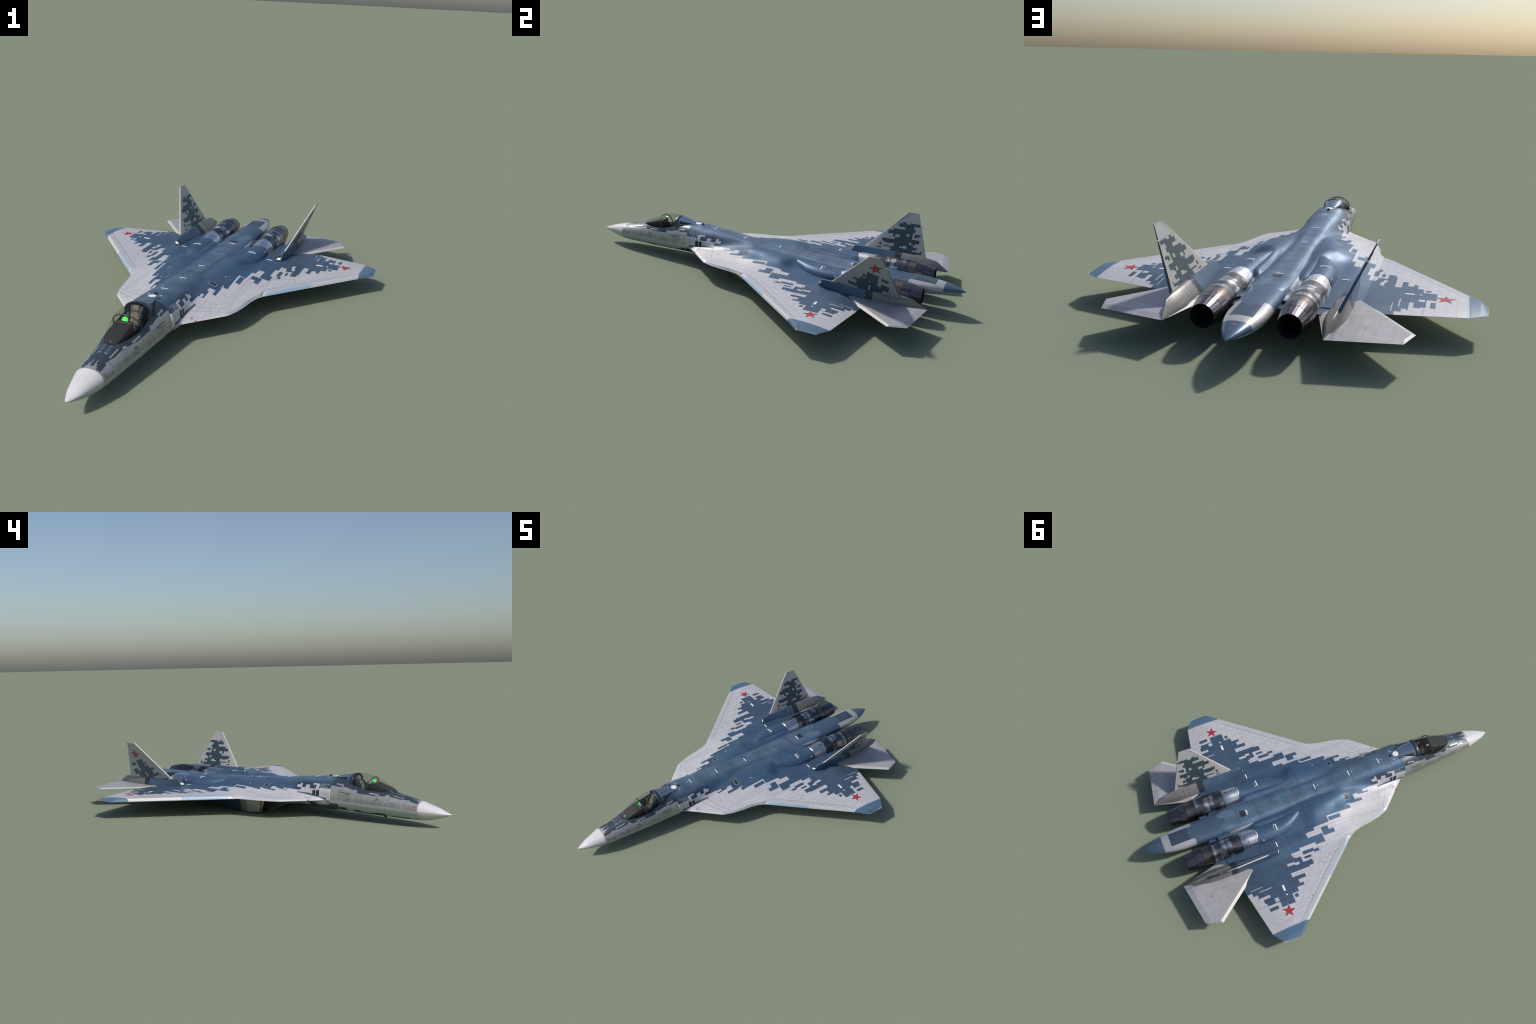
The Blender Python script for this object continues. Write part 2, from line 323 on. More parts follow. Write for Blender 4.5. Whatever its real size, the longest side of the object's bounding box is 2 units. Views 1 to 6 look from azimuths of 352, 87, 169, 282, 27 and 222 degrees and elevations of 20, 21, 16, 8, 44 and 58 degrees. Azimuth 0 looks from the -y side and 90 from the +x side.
def fuselage_paint(name):
    """forward fuselage: pale sides, dark blocks along the cockpit sill and over the nose"""
    N = Net(name); t, s, z, _ = N.coords()
    streak = N.noise(60, 5, 0.65, (1, 0.9, 0.12)); blot = N.noise(18, 4, 0.6); fine = N.noise(260, 3, 0.6)
    low = N.mix(N.ramp(blot, [(0.35, 0.0), (0.75, 0.7)]), (0.47, 0.465, 0.45), (0.38, 0.375, 0.36))
    col = N.mix(N.math("MULTIPLY", N.ramp(streak, [(0.42, 0.0), (0.72, 1.0)]), 0.45), low, (0.26, 0.25, 0.235))
    # streaked dark band above the chine: grime and dark reflection put into the colour
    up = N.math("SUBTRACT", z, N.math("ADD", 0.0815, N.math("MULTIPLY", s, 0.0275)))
    chine_band = N.math("MULTIPLY", N.ramp(N.math("MULTIPLY", up, 10.0), [(0.0, 0.2), (0.05, 0.9), (0.16, 0.85), (0.30, 0.0)]), N.ramp(streak, [(0.30, 0.35), (0.62, 1.0)]))
    chine_band = N.math("MULTIPLY", chine_band, N.ramp(s, [(0.20, 0.0), (0.26, 1.0), (0.55, 1.0), (0.575, 0.2)]))
    col = N.mix(N.math("MULTIPLY", chine_band, 0.45), col, (0.115, 0.108, 0.098))
    # sill line: everything above it is dark, in steps
    sill = [(.100, .30), (.1545, .30), (.1547, .1142), (.197, .1228), (.199, .1265), (.228, .1290), (.2365, .1293), (.237, .1280), (.300, .1385), (.3003, .1438),
            (.319, .1452), (.3193, .1383), (.349, .1392), (.372, .1377), (.467, .1450), (.4673, .1588), (.486, .1597), (.4863, .157), (.533, .1690), (.556, .166), (.585, .1705), (.613, .1725), (.70, .173)]
    thr = N.ramp(s, [(a, b) for a, b in sill])
    dark = N.math("GREATER_THAN", z, thr)
    bars = N.math("MAXIMUM", N.stroke(t, s, (.0350, .228), (.0388, .284), .0026),
                  N.strokes(s, z, [((.350, .1435), (.402, .1490))], .0034))
    bars = N.math("MAXIMUM", bars, N.strokes(s, z, [((.547, .1755), (.586, .1815))], .0028))
    bars = N.math("MAXIMUM", bars, N.box(s, z, (.5455, .5525, .164, .177)))
    fing = N.strokes(t, s, [((.0085, .148), (.0085, .199))], .0016)
    fing = N.math("MAXIMUM", fing, N.strokes(t, s, [((.0130, .148), (.0130, .180))], .0032))
    fing = N.math("MAXIMUM", fing, N.strokes(t, s, [((.0190, .148), (.0190, .166))], .0034))
    fing = N.math("MAXIMUM", fing, N.box(t, s, (0, .011, .148, .165)))
    dark = N.math("MULTIPLY", dark, N.math("SUBTRACT", 1.0, N.math("MAXIMUM", bars, fing)))
    dk = N.mix(N.ramp(blot, [(0.35, 0.0), (0.7, 0.8)]), (0.050, 0.070, 0.096), (0.036, 0.052, 0.074))
    glints = N.stroke(t, s, (.0135, .238), (.0135, .285), .0055)  # glints on two troughs ahead of the windscreen, painted lighter blue
    dk = N.mix(N.math("MULTIPLY", glints, 0.6), dk, (0.10, 0.16, 0.23))
    dk = N.mix(N.math("MULTIPLY", N.box(t, s, (.007, .020, .236, .246)), 0.7), dk, (0.20, 0.28, 0.35))
    col = N.mix(dark, col, dk)
    # seams, hatch ring, fitting, intake-like wedge ahead of the wing root, scuffed access door
    seams = N.strokes(s, z, [((.212, .126), (.217, .088)), ((.340, .136), (.345, .094)), ((.44, .141), (.435, .10)), ((.212, .108), (.30, .112)),
                             ((.480, .138), (.567, .1545)), ((.480, .138), (.500, .120)), ((.564, .154), (.563, .100)), ((.500, .120), (.563, .117))], 0.0008)
    col = N.mix(N.math("MULTIPLY", seams, 0.7), col, (0.13, 0.125, 0.12))
    du = N.math("SUBTRACT", s, .300); dv = N.math("MULTIPLY", N.math("SUBTRACT", z, .1298), 1.15)
    rad = N.math("SQRT", N.math("ADD", N.math("MULTIPLY", du, du), N.math("MULTIPLY", dv, dv)))
    col = N.mix(N.math("MULTIPLY", N.math("COMPARE", rad, .0085, .0010), 0.7), col, (0.12, 0.12, 0.12))
    fit = N.boxes(s, z, [(.350, .356, .117, .127), (.3605, .367, .1145, .121), (.357, .362, .122, .128), (.3655, .368, .093, .110)])
    col = N.mix(N.math("MULTIPLY", fit, 0.85), col, (0.05, 0.05, 0.05))
    wedge = N.strokes(s, z, [((.503, .1375), (.563, .1440))], .0022)
    wedge2 = N.strokes(s, z, [((.506, .1340), (.563, .1260))], .0050)
    col = N.mix(N.math("MULTIPLY", wedge, 0.85), col, (0.06, 0.06, 0.06))
    col = N.mix(N.math("MULTIPLY", wedge2, 0.45), col, (0.14, 0.135, 0.13))
    door = N.math("MULTIPLY", N.box(s, z, (.157, .207, .084, .106)), N.ramp(N.noise(120, 4, 0.7), [(0.48, 0.0), (0.62, 1.0)]))
    col = N.mix(N.math("MULTIPLY", N.box(s, z, (.153, .211, .080, .109)), 0.25), col, (0.36, 0.27, 0.25))
    col = N.mix(N.math("MULTIPLY", door, 0.7), col, (0.16, 0.07, 0.06))
    grime = N.math("MULTIPLY", N.ramp(fine, [(0.4, 0.0), (0.8, 1.0)]), 0.18)
    col = N.mix(grime, col, (0.12, 0.12, 0.12))
    return N.finish(col, N.math("ADD", 0.50, N.math("MULTIPLY", dark, -0.2)), N.math("ADD", 0.33, N.math("MULTIPLY", streak, 0.12)))

def boom_paint(name):
    N = Net(name); t, s, z, _ = N.coords()
    streak, blot, fine = skin_noise(N)
    blu = N.mix(N.math("MULTIPLY", streak, 0.5), (0.088, 0.148, 0.225), (0.060, 0.095, 0.150))
    blu = N.mix(N.math("MULTIPLY", N.ramp(blot, [(0.45, 0.0), (0.7, 1.0)]), 0.4), blu, (0.05, 0.10, 0.17))
    pale = N.mix(N.math("MULTIPLY", streak, 0.5), (0.48, 0.48, 0.48), (0.38, 0.38, 0.38))
    m = N.boxes(t, s, [(0.0, 0.08, 2.0065, 2.0485), (0.0385, 0.08, 1.8725, 2.0485)])
    col = N.mix(m, blu, pale)
    col = N.mix(N.box(t, s, (0, 0.0385, 1.90, 2.0065)), col, N.mix(streak, (0.066, 0.100, 0.145), (0.045, 0.075, 0.115)))
    ln = N.strokes(t, s, [((0, 1.872), (0.07, 1.872)), ((0, 1.93), (0.0385, 1.93)), ((0, 1.965), (0.0385, 1.965)), ((0, 1.6875), (0.09, 1.6875)), ((0.03, 2.0075), (0.05, 2.0075)), ((0, 2.049), (0.06, 2.049)), ((0.0385, 1.885), (0.07, 1.885))], 0.0007)
    col = N.mix(N.math("MULTIPLY", ln, 0.6), col, (0.05, 0.05, 0.06))
    mid = N.math("MULTIPLY", N.box(t, s, (0, 0.0006, 1.86, 1.995)), N.math("LESS_THAN", N.math("FRACT", N.math("MULTIPLY", s, 16.0)), 0.7))
    col = N.mix(N.math("MULTIPLY", mid, 0.7), col, (0.40, 0.34, 0.28))
    org = N.math("MULTIPLY", N.box(t, s, (0, 0.009, 2.063, 2.075)), N.math("GREATER_THAN", N.noise(170, 1), 0.5))
    col = N.mix(N.math("MULTIPLY", org, 0.85), col, (0.42, 0.17, 0.08))
    dots = N.math("MULTIPLY", N.box(t, s, (0, 0.008, 2.082, 2.088)), N.math("GREATER_THAN", N.noise(170, 1), 0.5))
    col = N.mix(N.math("MULTIPLY", dots, 0.7), col, (0.10, 0.06, 0.10))
    col = N.mix(N.math("MULTIPLY", N.ramp(fine, [(0.4, 0.0), (0.8, 1.0)]), 0.15), col, (0.10, 0.11, 0.13))
    return N.finish(col, 0.40, N.math("ADD", 0.27, N.math("MULTIPLY", streak, 0.2)))

# ---- fins: coordinates (s, h) in the canted fin plane
FIN_IN = [  # dark blocks of the inner face: (s0, s1, h0, h1)
    (1.705, 1.745, .147, .166), (1.724, 1.744, .160, .175), (1.743, 1.791, -.02, .166), (1.766, 1.821, .159, .1735), (1.690, 1.743, .120, .133),
    (1.680, 1.743, .121, .133), (1.654, 1.743, .101, .121), (1.684, 1.743, .085, .102), (1.696, 1.743, .070, .086), (1.629, 1.743, .052, .0715), (1.645, 1.690, .0465, .053),
    (1.698, 1.743, .028, .053), (1.640, 1.700, .025, .0315), (1.685, 1.743, .008, .031), (1.677, 1.743, -.02, .010), (1.642, 1.68, -.02, .0035),
    (1.790, 1.802, .126, .142), (1.790, 1.834, .066, .0870), (1.790, 1.815, .058, .067), (1.785, 1.805, .043, .056), (1.785, 1.827, .030, .0455), (1.785, 1.804, .020, .032),
    (1.785, 1.858, .012, .0215), (1.851, 1.858, .012, .032), (1.785, 1.831, -.02, .0125), (1.617, 1.630, .029, .044), (1.608, 1.633, .012, .0185), (1.802, 1.834, .106, .1175), (1.802, 1.820, .100, .107)]
FIN_IN_HOLES = [(1.697, 1.721, .086, .1010), (1.759, 1.774, .098, .1130), (1.731, 1.771, .030, .0380), (1.749, 1.771, .037, .0450), (1.781, 1.792, .0545, .070)]
# outer face, in axes turned with the marking (a along, b across the fin)
FA, FB = (.955, -.296), (.177, .984)
FIN_OUT = [(-.022, .038, -.25, .058), (-.050, .040, -.25, .010), (-.082, 0, -.026, -.011), (-.063, 0, -.050, -.010), (-.103, 0, -.068, -.050), (-.156, .07, -.25, -.0985), (-.112, .07, -.25, -.0935),
           (0, .098, -.021, .0145), (0, .070, -.25, -.020), (.0525, .089, .0355, .053), (-.040, -.0265, .015, .0365)]
FIN_OUT_HOLES = [(.039, .057, -.007, .0155)]

def fin_paint(name, inner):
    N = Net(name); t, s, z, _ = N.coords()
    dx = N.math("SUBTRACT", t, FIN0.x); dz = N.math("SUBTRACT", z, FIN0.z)
    h = N.math("ADD", N.math("MULTIPLY", dx, FUP.x), N.math("MULTIPLY", dz, FUP.z))
    streak = N.noise(50, 4, 0.6, (1, 0.25, 1)); blot = N.noise(16, 4, 0.6); fine = N.noise(260, 3, 0.6)
    if inner:
        base = N.mix(N.math("MULTIPLY", streak, 0.6), (0.43, 0.425, 0.40), (0.33, 0.325, 0.315))
        cap = N.math("GREATER_THAN", h, .1785)
        base = N.mix(cap, base, (0.42, 0.415, 0.41))
        base = N.mix(N.math("MULTIPLY", N.math("COMPARE", h, .1770, .0022), 0.4), base, (0.25, 0.25, 0.25))
        m = N.boxes(s, h, FIN_IN); m = N.cut(m, s, h, FIN_IN_HOLES)
        dk = N.mix(N.math("MULTIPLY", blot, 0.6), (0.030, 0.055, 0.072), (0.042, 0.075, 0.095))
    else:
        # solve p = a * FA + b * FB for the turned block axes around the middle of the fin
        det = FA[0] * FB[1] - FA[1] * FB[0]
        ds = N.math("SUBTRACT", s, 1.74); dh = N.math("SUBTRACT", h, 0.07)
        a = N.math("ADD", N.math("DIVIDE", N.math("SUBTRACT", N.math("MULTIPLY", ds, FB[1]), N.math("MULTIPLY", dh, FB[0])), det), 0.0)
        b = N.math("ADD", N.math("DIVIDE", N.math("SUBTRACT", N.math("MULTIPLY", dh, FA[0]), N.math("MULTIPLY", ds, FA[1])), det), 0.0)
        base = N.mix(N.math("MULTIPLY", streak, 0.6), (0.40, 0.415, 0.41), (0.31, 0.325, 0.33))
        base = N.mix(N.math("MULTIPLY", N.strokes(a, b, [((-.080, -.025), (-.080, .020)), ((-.063, -.025), (-.063, .020)), ((-.080, .020), (-.063, .020)), ((-.02, .10), (.03, .118)), ((.045, -.03), (.045, -.12)), ((.075, .09), (.115, -.05)), ((.07, -.05), (.12, -.05))], .0007), 0.5), base, (0.12, 0.12, 0.13))
        m = N.boxes(a, b, FIN_OUT); m = N.cut(m, a, b, FIN_OUT_HOLES)
        dk = N.mix(N.math("MULTIPLY", blot, 0.6), (0.045, 0.080, 0.110), (0.060, 0.098, 0.135))
        m = N.math("MAXIMUM", m, N.math("GREATER_THAN", N.math("ADD", s, N.math("MULTIPLY", h, 1.2)), 2.0725))
    col = N.mix(m, base, dk)
    if not inner:
        col = N.mix(N.boxes(a, b, [(.0005, .0075, -.057, -.025), (.0, .005, -.002, .003)]), col, (0.55, 0.58, 0.60))
    col = N.mix(N.math("MULTIPLY", N.ramp(fine, [(0.4, 0.0), (0.8, 1.0)]), 0.15), col, (0.12, 0.12, 0.13))
    return N.finish(col, 0.12, N.math("ADD", 0.33, N.math("MULTIPLY", streak, 0.15)))

FIN0 = Vector((.2885, 0, .149)); FUP = Vector((.0967, 0, .2125)).normalized(); FN = Vector((FUP.z, 0, -FUP.x))

def fairing_paint(name):
    N = Net(name); t, s, z, _ = N.coords()
    streak = N.noise(50, 4, 0.6, (1, 0.2, 1)); blot = N.noise(20, 4, 0.6)
    col = N.mix(N.math("GREATER_THAN", s, 1.7195), N.mix(N.math("MULTIPLY", streak, 0.5), (0.080, 0.135, 0.205), (0.055, 0.10, 0.165)), (0.035, 0.045, 0.058))
    col = N.mix(N.math("GREATER_THAN", s, 1.756), col, N.mix(streak, (0.26, 0.25, 0.235), (0.16, 0.155, 0.15)))
    col = N.mix(N.boxes(s, z, [(1.8090, 1.8105, 0, 1), (1.8370, 1.8385, 0, 1)]), col, (0.03, 0.03, 0.03))
    # faint roundel on the inner side
    du = N.math("SUBTRACT", s, 1.650); dv = N.math("MULTIPLY", N.math("SUBTRACT", z, .1500), 1.5)
    r = N.math("SQRT", N.math("ADD", N.math("MULTIPLY", du, du), N.math("MULTIPLY", dv, dv)))
    side = N.math("LESS_THAN", N.math("ADD", N.math("MULTIPLY", N.math("SUBTRACT", t, FIN0.x), FN.x), N.math("MULTIPLY", N.math("SUBTRACT", z, FIN0.z), FN.z)), 0.0)
    col = N.mix(N.math("MULTIPLY", N.math("MULTIPLY", side, N.math("MAXIMUM", N.math("COMPARE", r, .019, .003), N.math("LESS_THAN", r, .007))), 0.5), col, (0.04, 0.06, 0.085))
    return N.finish(col, 0.3, 0.36)

def steel_paint(name):
    """heat-stained engine casing: bright band, dark plates, bronze collar"""
    N = Net(name); t, s, z, _ = N.coords()
    ang = N.math("ARCTAN2", N.math("SUBTRACT", z, .1125), N.math("SUBTRACT", t, .147))
    v = N.math("MULTIPLY", ang, 0.058)
    cb = N.n.new("ShaderNodeCombineXYZ"); N.link(v, cb.inputs[0]); N.link(s, cb.inputs[1])
    no = N.noise(30, 4, 0.6, vec=cb.outputs[0]); fine = N.noise(300, 3, 0.6); st_ = N.noise(70, 4, 0.6, (1, 0.1, 1), vec=cb.outputs[0])
    bright = N.mix(N.ramp(no, [(0.58, 0.0), (0.70, 0.8)]), (0.82, 0.82, 0.83), (0.30, 0.295, 0.30))
    # bands between the rings, each with its own polish
    band = N.ramp(N.math("SUBTRACT", s, 1.0), [(0.0, .30), (.6500, .42), (.6760, .20), (.7000, .66), (.7200, .34), (.7330, .70), (.7640, .60), (.7760, .30), (.7950, .68), (.8120, .12)], "CONSTANT")
    big = N.noise(17, 1, 0.4, vec=cb.outputs[0])
    plates = N.mix(N.ramp(big, [(0.44, 0.0), (0.50, 0.85)]), band, (0.115, 0.113, 0.12))
    cell = N.math("GREATER_THAN", N.math("FRACT", N.math("ADD", N.math("MULTIPLY", v, 26.0), N.math("MULTIPLY", s, 7.0))), 0.45)
    plates = N.mix(N.math("MULTIPLY", cell, 0.35), plates, (0.10, 0.10, 0.108))
    col = N.mix(N.math("GREATER_THAN", s, 1.6500), bright, plates)
    col = N.mix(N.math("GREATER_THAN", s, 1.8120), col, (0.13, 0.125, 0.13))
    gold = N.mix(N.ramp(fine, [(0.42, 0.0), (0.58, 1.0)]), (0.34, 0.275, 0.22), (0.15, 0.125, 0.11))
    col = N.mix(N.math("MULTIPLY", N.math("COMPARE", s, 1.852, .019), 0.9), col, gold)
    col = N.mix(N.math("MULTIPLY", N.ramp(st_, [(0.45, 0.0), (0.7, 1.0)]), 0.35), col, (0.12, 0.115, 0.12))
    rings = N.boxes(s, z, [(1.6475, 1.6510, 0, 1), (1.6755, 1.6770, 0, 1), (1.7000, 1.7010, 0, 1), (1.7325, 1.7340, 0, 1), (1.7635, 1.7645, 0, 1), (1.7950, 1.7960, 0, 1), (1.8115, 1.8125, 0, 1), (1.868, 1.871, 0, 1), (1.5585, 1.5600, 0, 1)])
    slots = N.boxes(v, s, [(.070, .084, 1.628, 1.632), (.084, .087, 1.606, 1.632), (.100, .118, 1.640, 1.643), (.050, .066, 1.612, 1.615)])
    col = N.mix(N.math("MULTIPLY", N.math("MAXIMUM", rings, slots), 0.85), col, (0.03, 0.029, 0.031))
    return N.finish(col, 1.0, N.math("ADD", 0.20, N.math("MULTIPLY", no, 0.18)))

def petal_paint(name):
    N = Net(name); t, s, z, _ = N.coords()
    ang = N.math("ARCTAN2", N.math("SUBTRACT", z, .1135), N.math("SUBTRACT", t, .147))
    cell = N.math("FLOOR", N.math("MULTIPLY", ang, 24 / (2 * math.pi)))
    wn = N.n.new("ShaderNodeTexWhiteNoise"); wn.noise_dimensions = "2D"
    cb = N.n.new("ShaderNodeCombineXYZ"); N.link(cell, cb.inputs[0]); N.link(N.math("GREATER_THAN", s, 1.9105), cb.inputs[1]); N.link(cb.outputs[0], wn.inputs["Vector"])
    edge = N.math("LESS_THAN", N.math("FRACT", N.math("MULTIPLY", ang, 24 / (2 * math.pi))), 0.10)
    no = N.noise(60, 4, 0.6, (1, 0.2, 1))
    col = N.mix(wn.outputs["Value"], (0.085, 0.080, 0.105), (0.235, 0.225, 0.265))
    col = N.mix(N.math("MULTIPLY", N.ramp(no, [(0.45, 0.0), (0.7, 1.0)]), 0.5), col, (0.17, 0.125, 0.115))
    col = N.mix(N.math("MULTIPLY", N.ramp(N.math("SUBTRACT", s, 1.0), [(0.935, 0.0), (0.966, 1.0)]), 0.6), col, (0.13, 0.115, 0.12))
    col = N.mix(edge, col, (0.05, 0.05, 0.06))
    col = N.mix(N.boxes(s, z, [(1.9095, 1.9115, 0, 1)]), col, (0.03, 0.03, 0.03))
    return N.finish(col, 0.95, N.math("ADD", 0.22, N.math("MULTIPLY", no, 0.2)))

def intake_paint(name):
    """pale box with black bars and an orange-black danger stripe on its flank"""
    N = Net(name); t, s, z, _ = N.coords()
    streak = N.noise(40, 4, 0.6, (1, 0.15, 1))
    c = N.mix(N.math("MULTIPLY", streak, 0.5), (0.40, 0.42, 0.39), (0.28, 0.30, 0.29))
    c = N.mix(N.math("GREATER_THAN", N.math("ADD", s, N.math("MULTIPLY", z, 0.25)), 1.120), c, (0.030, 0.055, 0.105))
    outer = N.math("GREATER_THAN", t, 0.17)
    off = N.math("SUBTRACT", s, N.math("MULTIPLY", z, -0.55))   # follows the raked lip
    c = N.mix(N.math("MULTIPLY", outer, N.math("COMPARE", off, 0.9985, 0.006)), c, N.mix(N.math("LESS_THAN", N.math("FRACT", N.math("MULTIPLY", z, 75.0)), 0.42), (0.42, 0.13, 0.04), (0.04, 0.035, 0.03)))
    bars = N.math("MULTIPLY", N.math("LESS_THAN", N.math("FRACT", N.math("MULTIPLY", N.math("ADD", s, N.math("MULTIPLY", z, 0.25)), 120.0)), 0.45), N.math("COMPARE", N.math("ADD", s, N.math("MULTIPLY", z, 0.25)), 1.100, 0.018))
    c = N.mix(N.math("MULTIPLY", bars, outer), c, (0.035, 0.04, 0.045))
    return N.finish(c, 0.1, 0.5)

def radome_paint(name):
    N = Net(name); t, s, z, _ = N.coords()
    streak = N.noise(90, 4, 0.6, (1, 0.12, 1))
    c = N.mix(N.math("MULTIPLY", streak, 0.30), (0.64, 0.63, 0.65), (0.50, 0.49, 0.51))
    ln = N.strokes(t, s, [((.006, .075), (.010, .151)), ((.012, .085), (.016, .12))], .0005)
    ln = N.math("MAXIMUM", ln, N.strokes(s, z, [((.07, .085), (.151, .103))], .0005))
    c = N.mix(N.math("MULTIPLY", ln, 0.35), c, (0.25, 0.24, 0.25))
    under = N.math("LESS_THAN", z, N.math("ADD", 0.0718, N.math("MULTIPLY", s, 0.070)))
    c = N.mix(N.math("MULTIPLY", under, 0.9), c, (0.44, 0.45, 0.42))
    c = N.mix(N.math("GREATER_THAN", s, .1495), c, (0.33, 0.30, 0.30))
    return N.finish(c, 0.0, 0.36)

def stab_paint(name):
    N = Net(name); t, s, z, _ = N.coords()
    streak = N.noise(55, 5, 0.65, (1, 0.15, 1)); blot = N.noise(16, 4, 0.6)
    c = N.mix(N.ramp(blot, [(0.35, 0.0), (0.7, 1.0)]), (0.43, 0.425, 0.44), (0.35, 0.35, 0.37))
    c = N.mix(N.math("MULTIPLY", N.ramp(streak, [(0.42, 0.0), (0.7, 1.0)]), 0.5), c, (0.27, 0.27, 0.29))
    c = N.mix(N.math("MULTIPLY", N.stroke(t, s, (.343, 1.828), (.319, 1.965), .0011), 0.6), c, (0.62, 0.61, 0.62))
    c = N.mix(N.math("MULTIPLY", N.strokes(t, s, [((.300, 1.80), (.395, 1.85)), ((.395, 1.85), (.50, 1.90)), ((.345, 1.828), (.3215, 1.965)), ((.305, 1.68), (.30, 1.80))], .0006), 0.4), c, (0.18, 0.18, 0.19))
    x = N.strokes(t, s, [((.372, 1.892), (.382, 1.904)), ((.382, 1.892), (.372, 1.904))], .0009)
    c = N.mix(N.math("MULTIPLY", x, 0.8), c, (0.12, 0.05, 0.07))
    return N.finish(c, 0.12, 0.4)

M_upper = upper_paint("camouflage_wing_paint", 0.20, True)
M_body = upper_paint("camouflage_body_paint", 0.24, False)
M_lower = lower_paint("pale_underside_paint")
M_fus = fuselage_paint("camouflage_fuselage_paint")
M_boom = boom_paint("tail_boom_paint")
M_edge = plain("pale_leading_edge_paint", (0.60, 0.61, 0.62), 0.15, 0.35)
M_slat = plain("light_blue_slat_paint", (0.36, 0.48, 0.60), 0.10, 0.35)
M_nose = radome_paint("radome_white")
M_dark = plain("dark_cavity", (0.012, 0.013, 0.016), 0.0, 0.7)
M_grey = stab_paint("tailplane_grey_paint")
M_white = plain("white_light_strip", (0.85, 0.86, 0.88), 0.0, 0.4, 0.03)
M_yellow = plain("yellow_strip", (0.45, 0.33, 0.13), 0.0, 0.5)
M_red = plain("red_star_paint", (0.40, 0.030, 0.038), 0.0, 0.45, 0.1)
M_black = plain("black_rubber", (0.012, 0.012, 0.014), 0.0, 0.35)
M_line = plain("star_border_white", (0.55, 0.56, 0.60), 0.0, 0.5)
M_rim = plain("star_border_dark", (0.05, 0.04, 0.06), 0.0, 0.5)
M_greyd = plain("grey_lens", (0.36, 0.42, 0.48), 0.0, 0.4)
M_num = plain("number_outline", (0.45, 0.50, 0.56), 0.0, 0.5)

# ------------------------------------------------------------------ forward fuselage and radome
z_top = curve1d([(0, .0735), (.012, .0785), (.024, .0825), (.063, .0975), (.115, .1135), (.162, .1265), (.235, .142), (.285, .1535), (.312, .1625), (.36, .177), (.43, .190), (.523, .2005), (.61, .2075)])
t_chine = curve1d([(0, .0012), (.012, .0095), (.029, .0185), (.052, .029), (.107, .046), (.152, .0578), (.228, .0662), (.319, .0745), (.41, .083), (.498, .0885), (.585, .096), (.63, .1004)])
z_chine = curve1d([(0, .0723), (.152, .0825), (.353, .090), (.509, .094), (.633, .0958)])
z_bot = curve1d([(0, .0713), (.012, .066), (.024, .061), (.062, .047), (.101, .037), (.153, .0305), (.207, .0285), (.403, .030), (.61, .0365)])
n_up = line1d([(0, 2.0), (.30, 2.05), (.43, 2.1), (.61, 2.5)])
t_sill = curve1d([(.283, 0.0), (.290, .018), (.312, .0355), (.36, .052), (.43, .0605), (.49, .0575), (.523, .051), (.57, .038), (.605, .025), (.618, .022)])

def sup(t, tc, n):
    return max(0.0, 1 - min(1.0, t / tc) ** n) ** (1 / n)

def upper_pt(s, t):
    return z_chine(s) + (z_top(s) - z_chine(s)) * sup(t, t_chine(s), n_up(s))

def fuselage_rows(stations, cockpit=True, nu=16, nl=10):
    rows = []
    for s in stations:
        tc = t_chine(s); tin = t_sill(s) if cockpit and .283 < s < .6135 else 0.0
        n = n_up(s); row = []
        # upper skin from the chine to the sill (or crest): equal angles
        a1 = math.acos(max(-1, min(1, (tin / tc) ** (n / 2))))
        for i in range(nu + 1):
            a = a1 * i / nu
            t = tc * max(0, math.cos(a)) ** (2 / n)
            z = z_chine(s) + (z_top(s) - z_chine(s)) * max(0, math.sin(a)) ** (2 / n)
            row.append((t, s, z))
        low = []
        for i in range(1, nl + 1):
            a = math.pi / 2 * i / nl
            low.append((tc * math.cos(a) ** (2 / 1.75), s, z_chine(s) - (z_chine(s) - z_bot(s)) * math.sin(a) ** (2 / 1.9)))
        rows.append(list(reversed(low)) + row)   # belly -> chine -> crest
    return rows

def loft_both(name, rows, low_cols):
    verts, faces, slots = [], [], []
    nc = len(rows[0])
    for sgn in (1, -1):
        off = len(verts)
        for r in rows:
            verts += [(sgn * t, s, z) for t, s, z in r]
        for i in range(len(rows) - 1):
            for j in range(nc - 1):
                a = off + i * nc + j
                faces.append((a, a + 1, a + 1 + nc, a + nc)); slots.append(1 if j < low_cols else 0)
    return make_mesh(name, verts, faces, slots)

RAD = 0.151
st = [0.0004 + RAD * (i / 22) ** 1.4 for i in range(23)]; st[-1] = RAD
radome = loft_both("radome", fuselage_rows(st, False), 0)
fwd_st = [RAD + (0.283 - RAD) * i / 14 for i in range(15)] + [.2865, .291, .297, .304, .312] + [.312 + (.6135 - .312) * i / 34 for i in range(1, 35)]
forward = loft_both("forward_fuselage", fuselage_rows(fwd_st), 10)

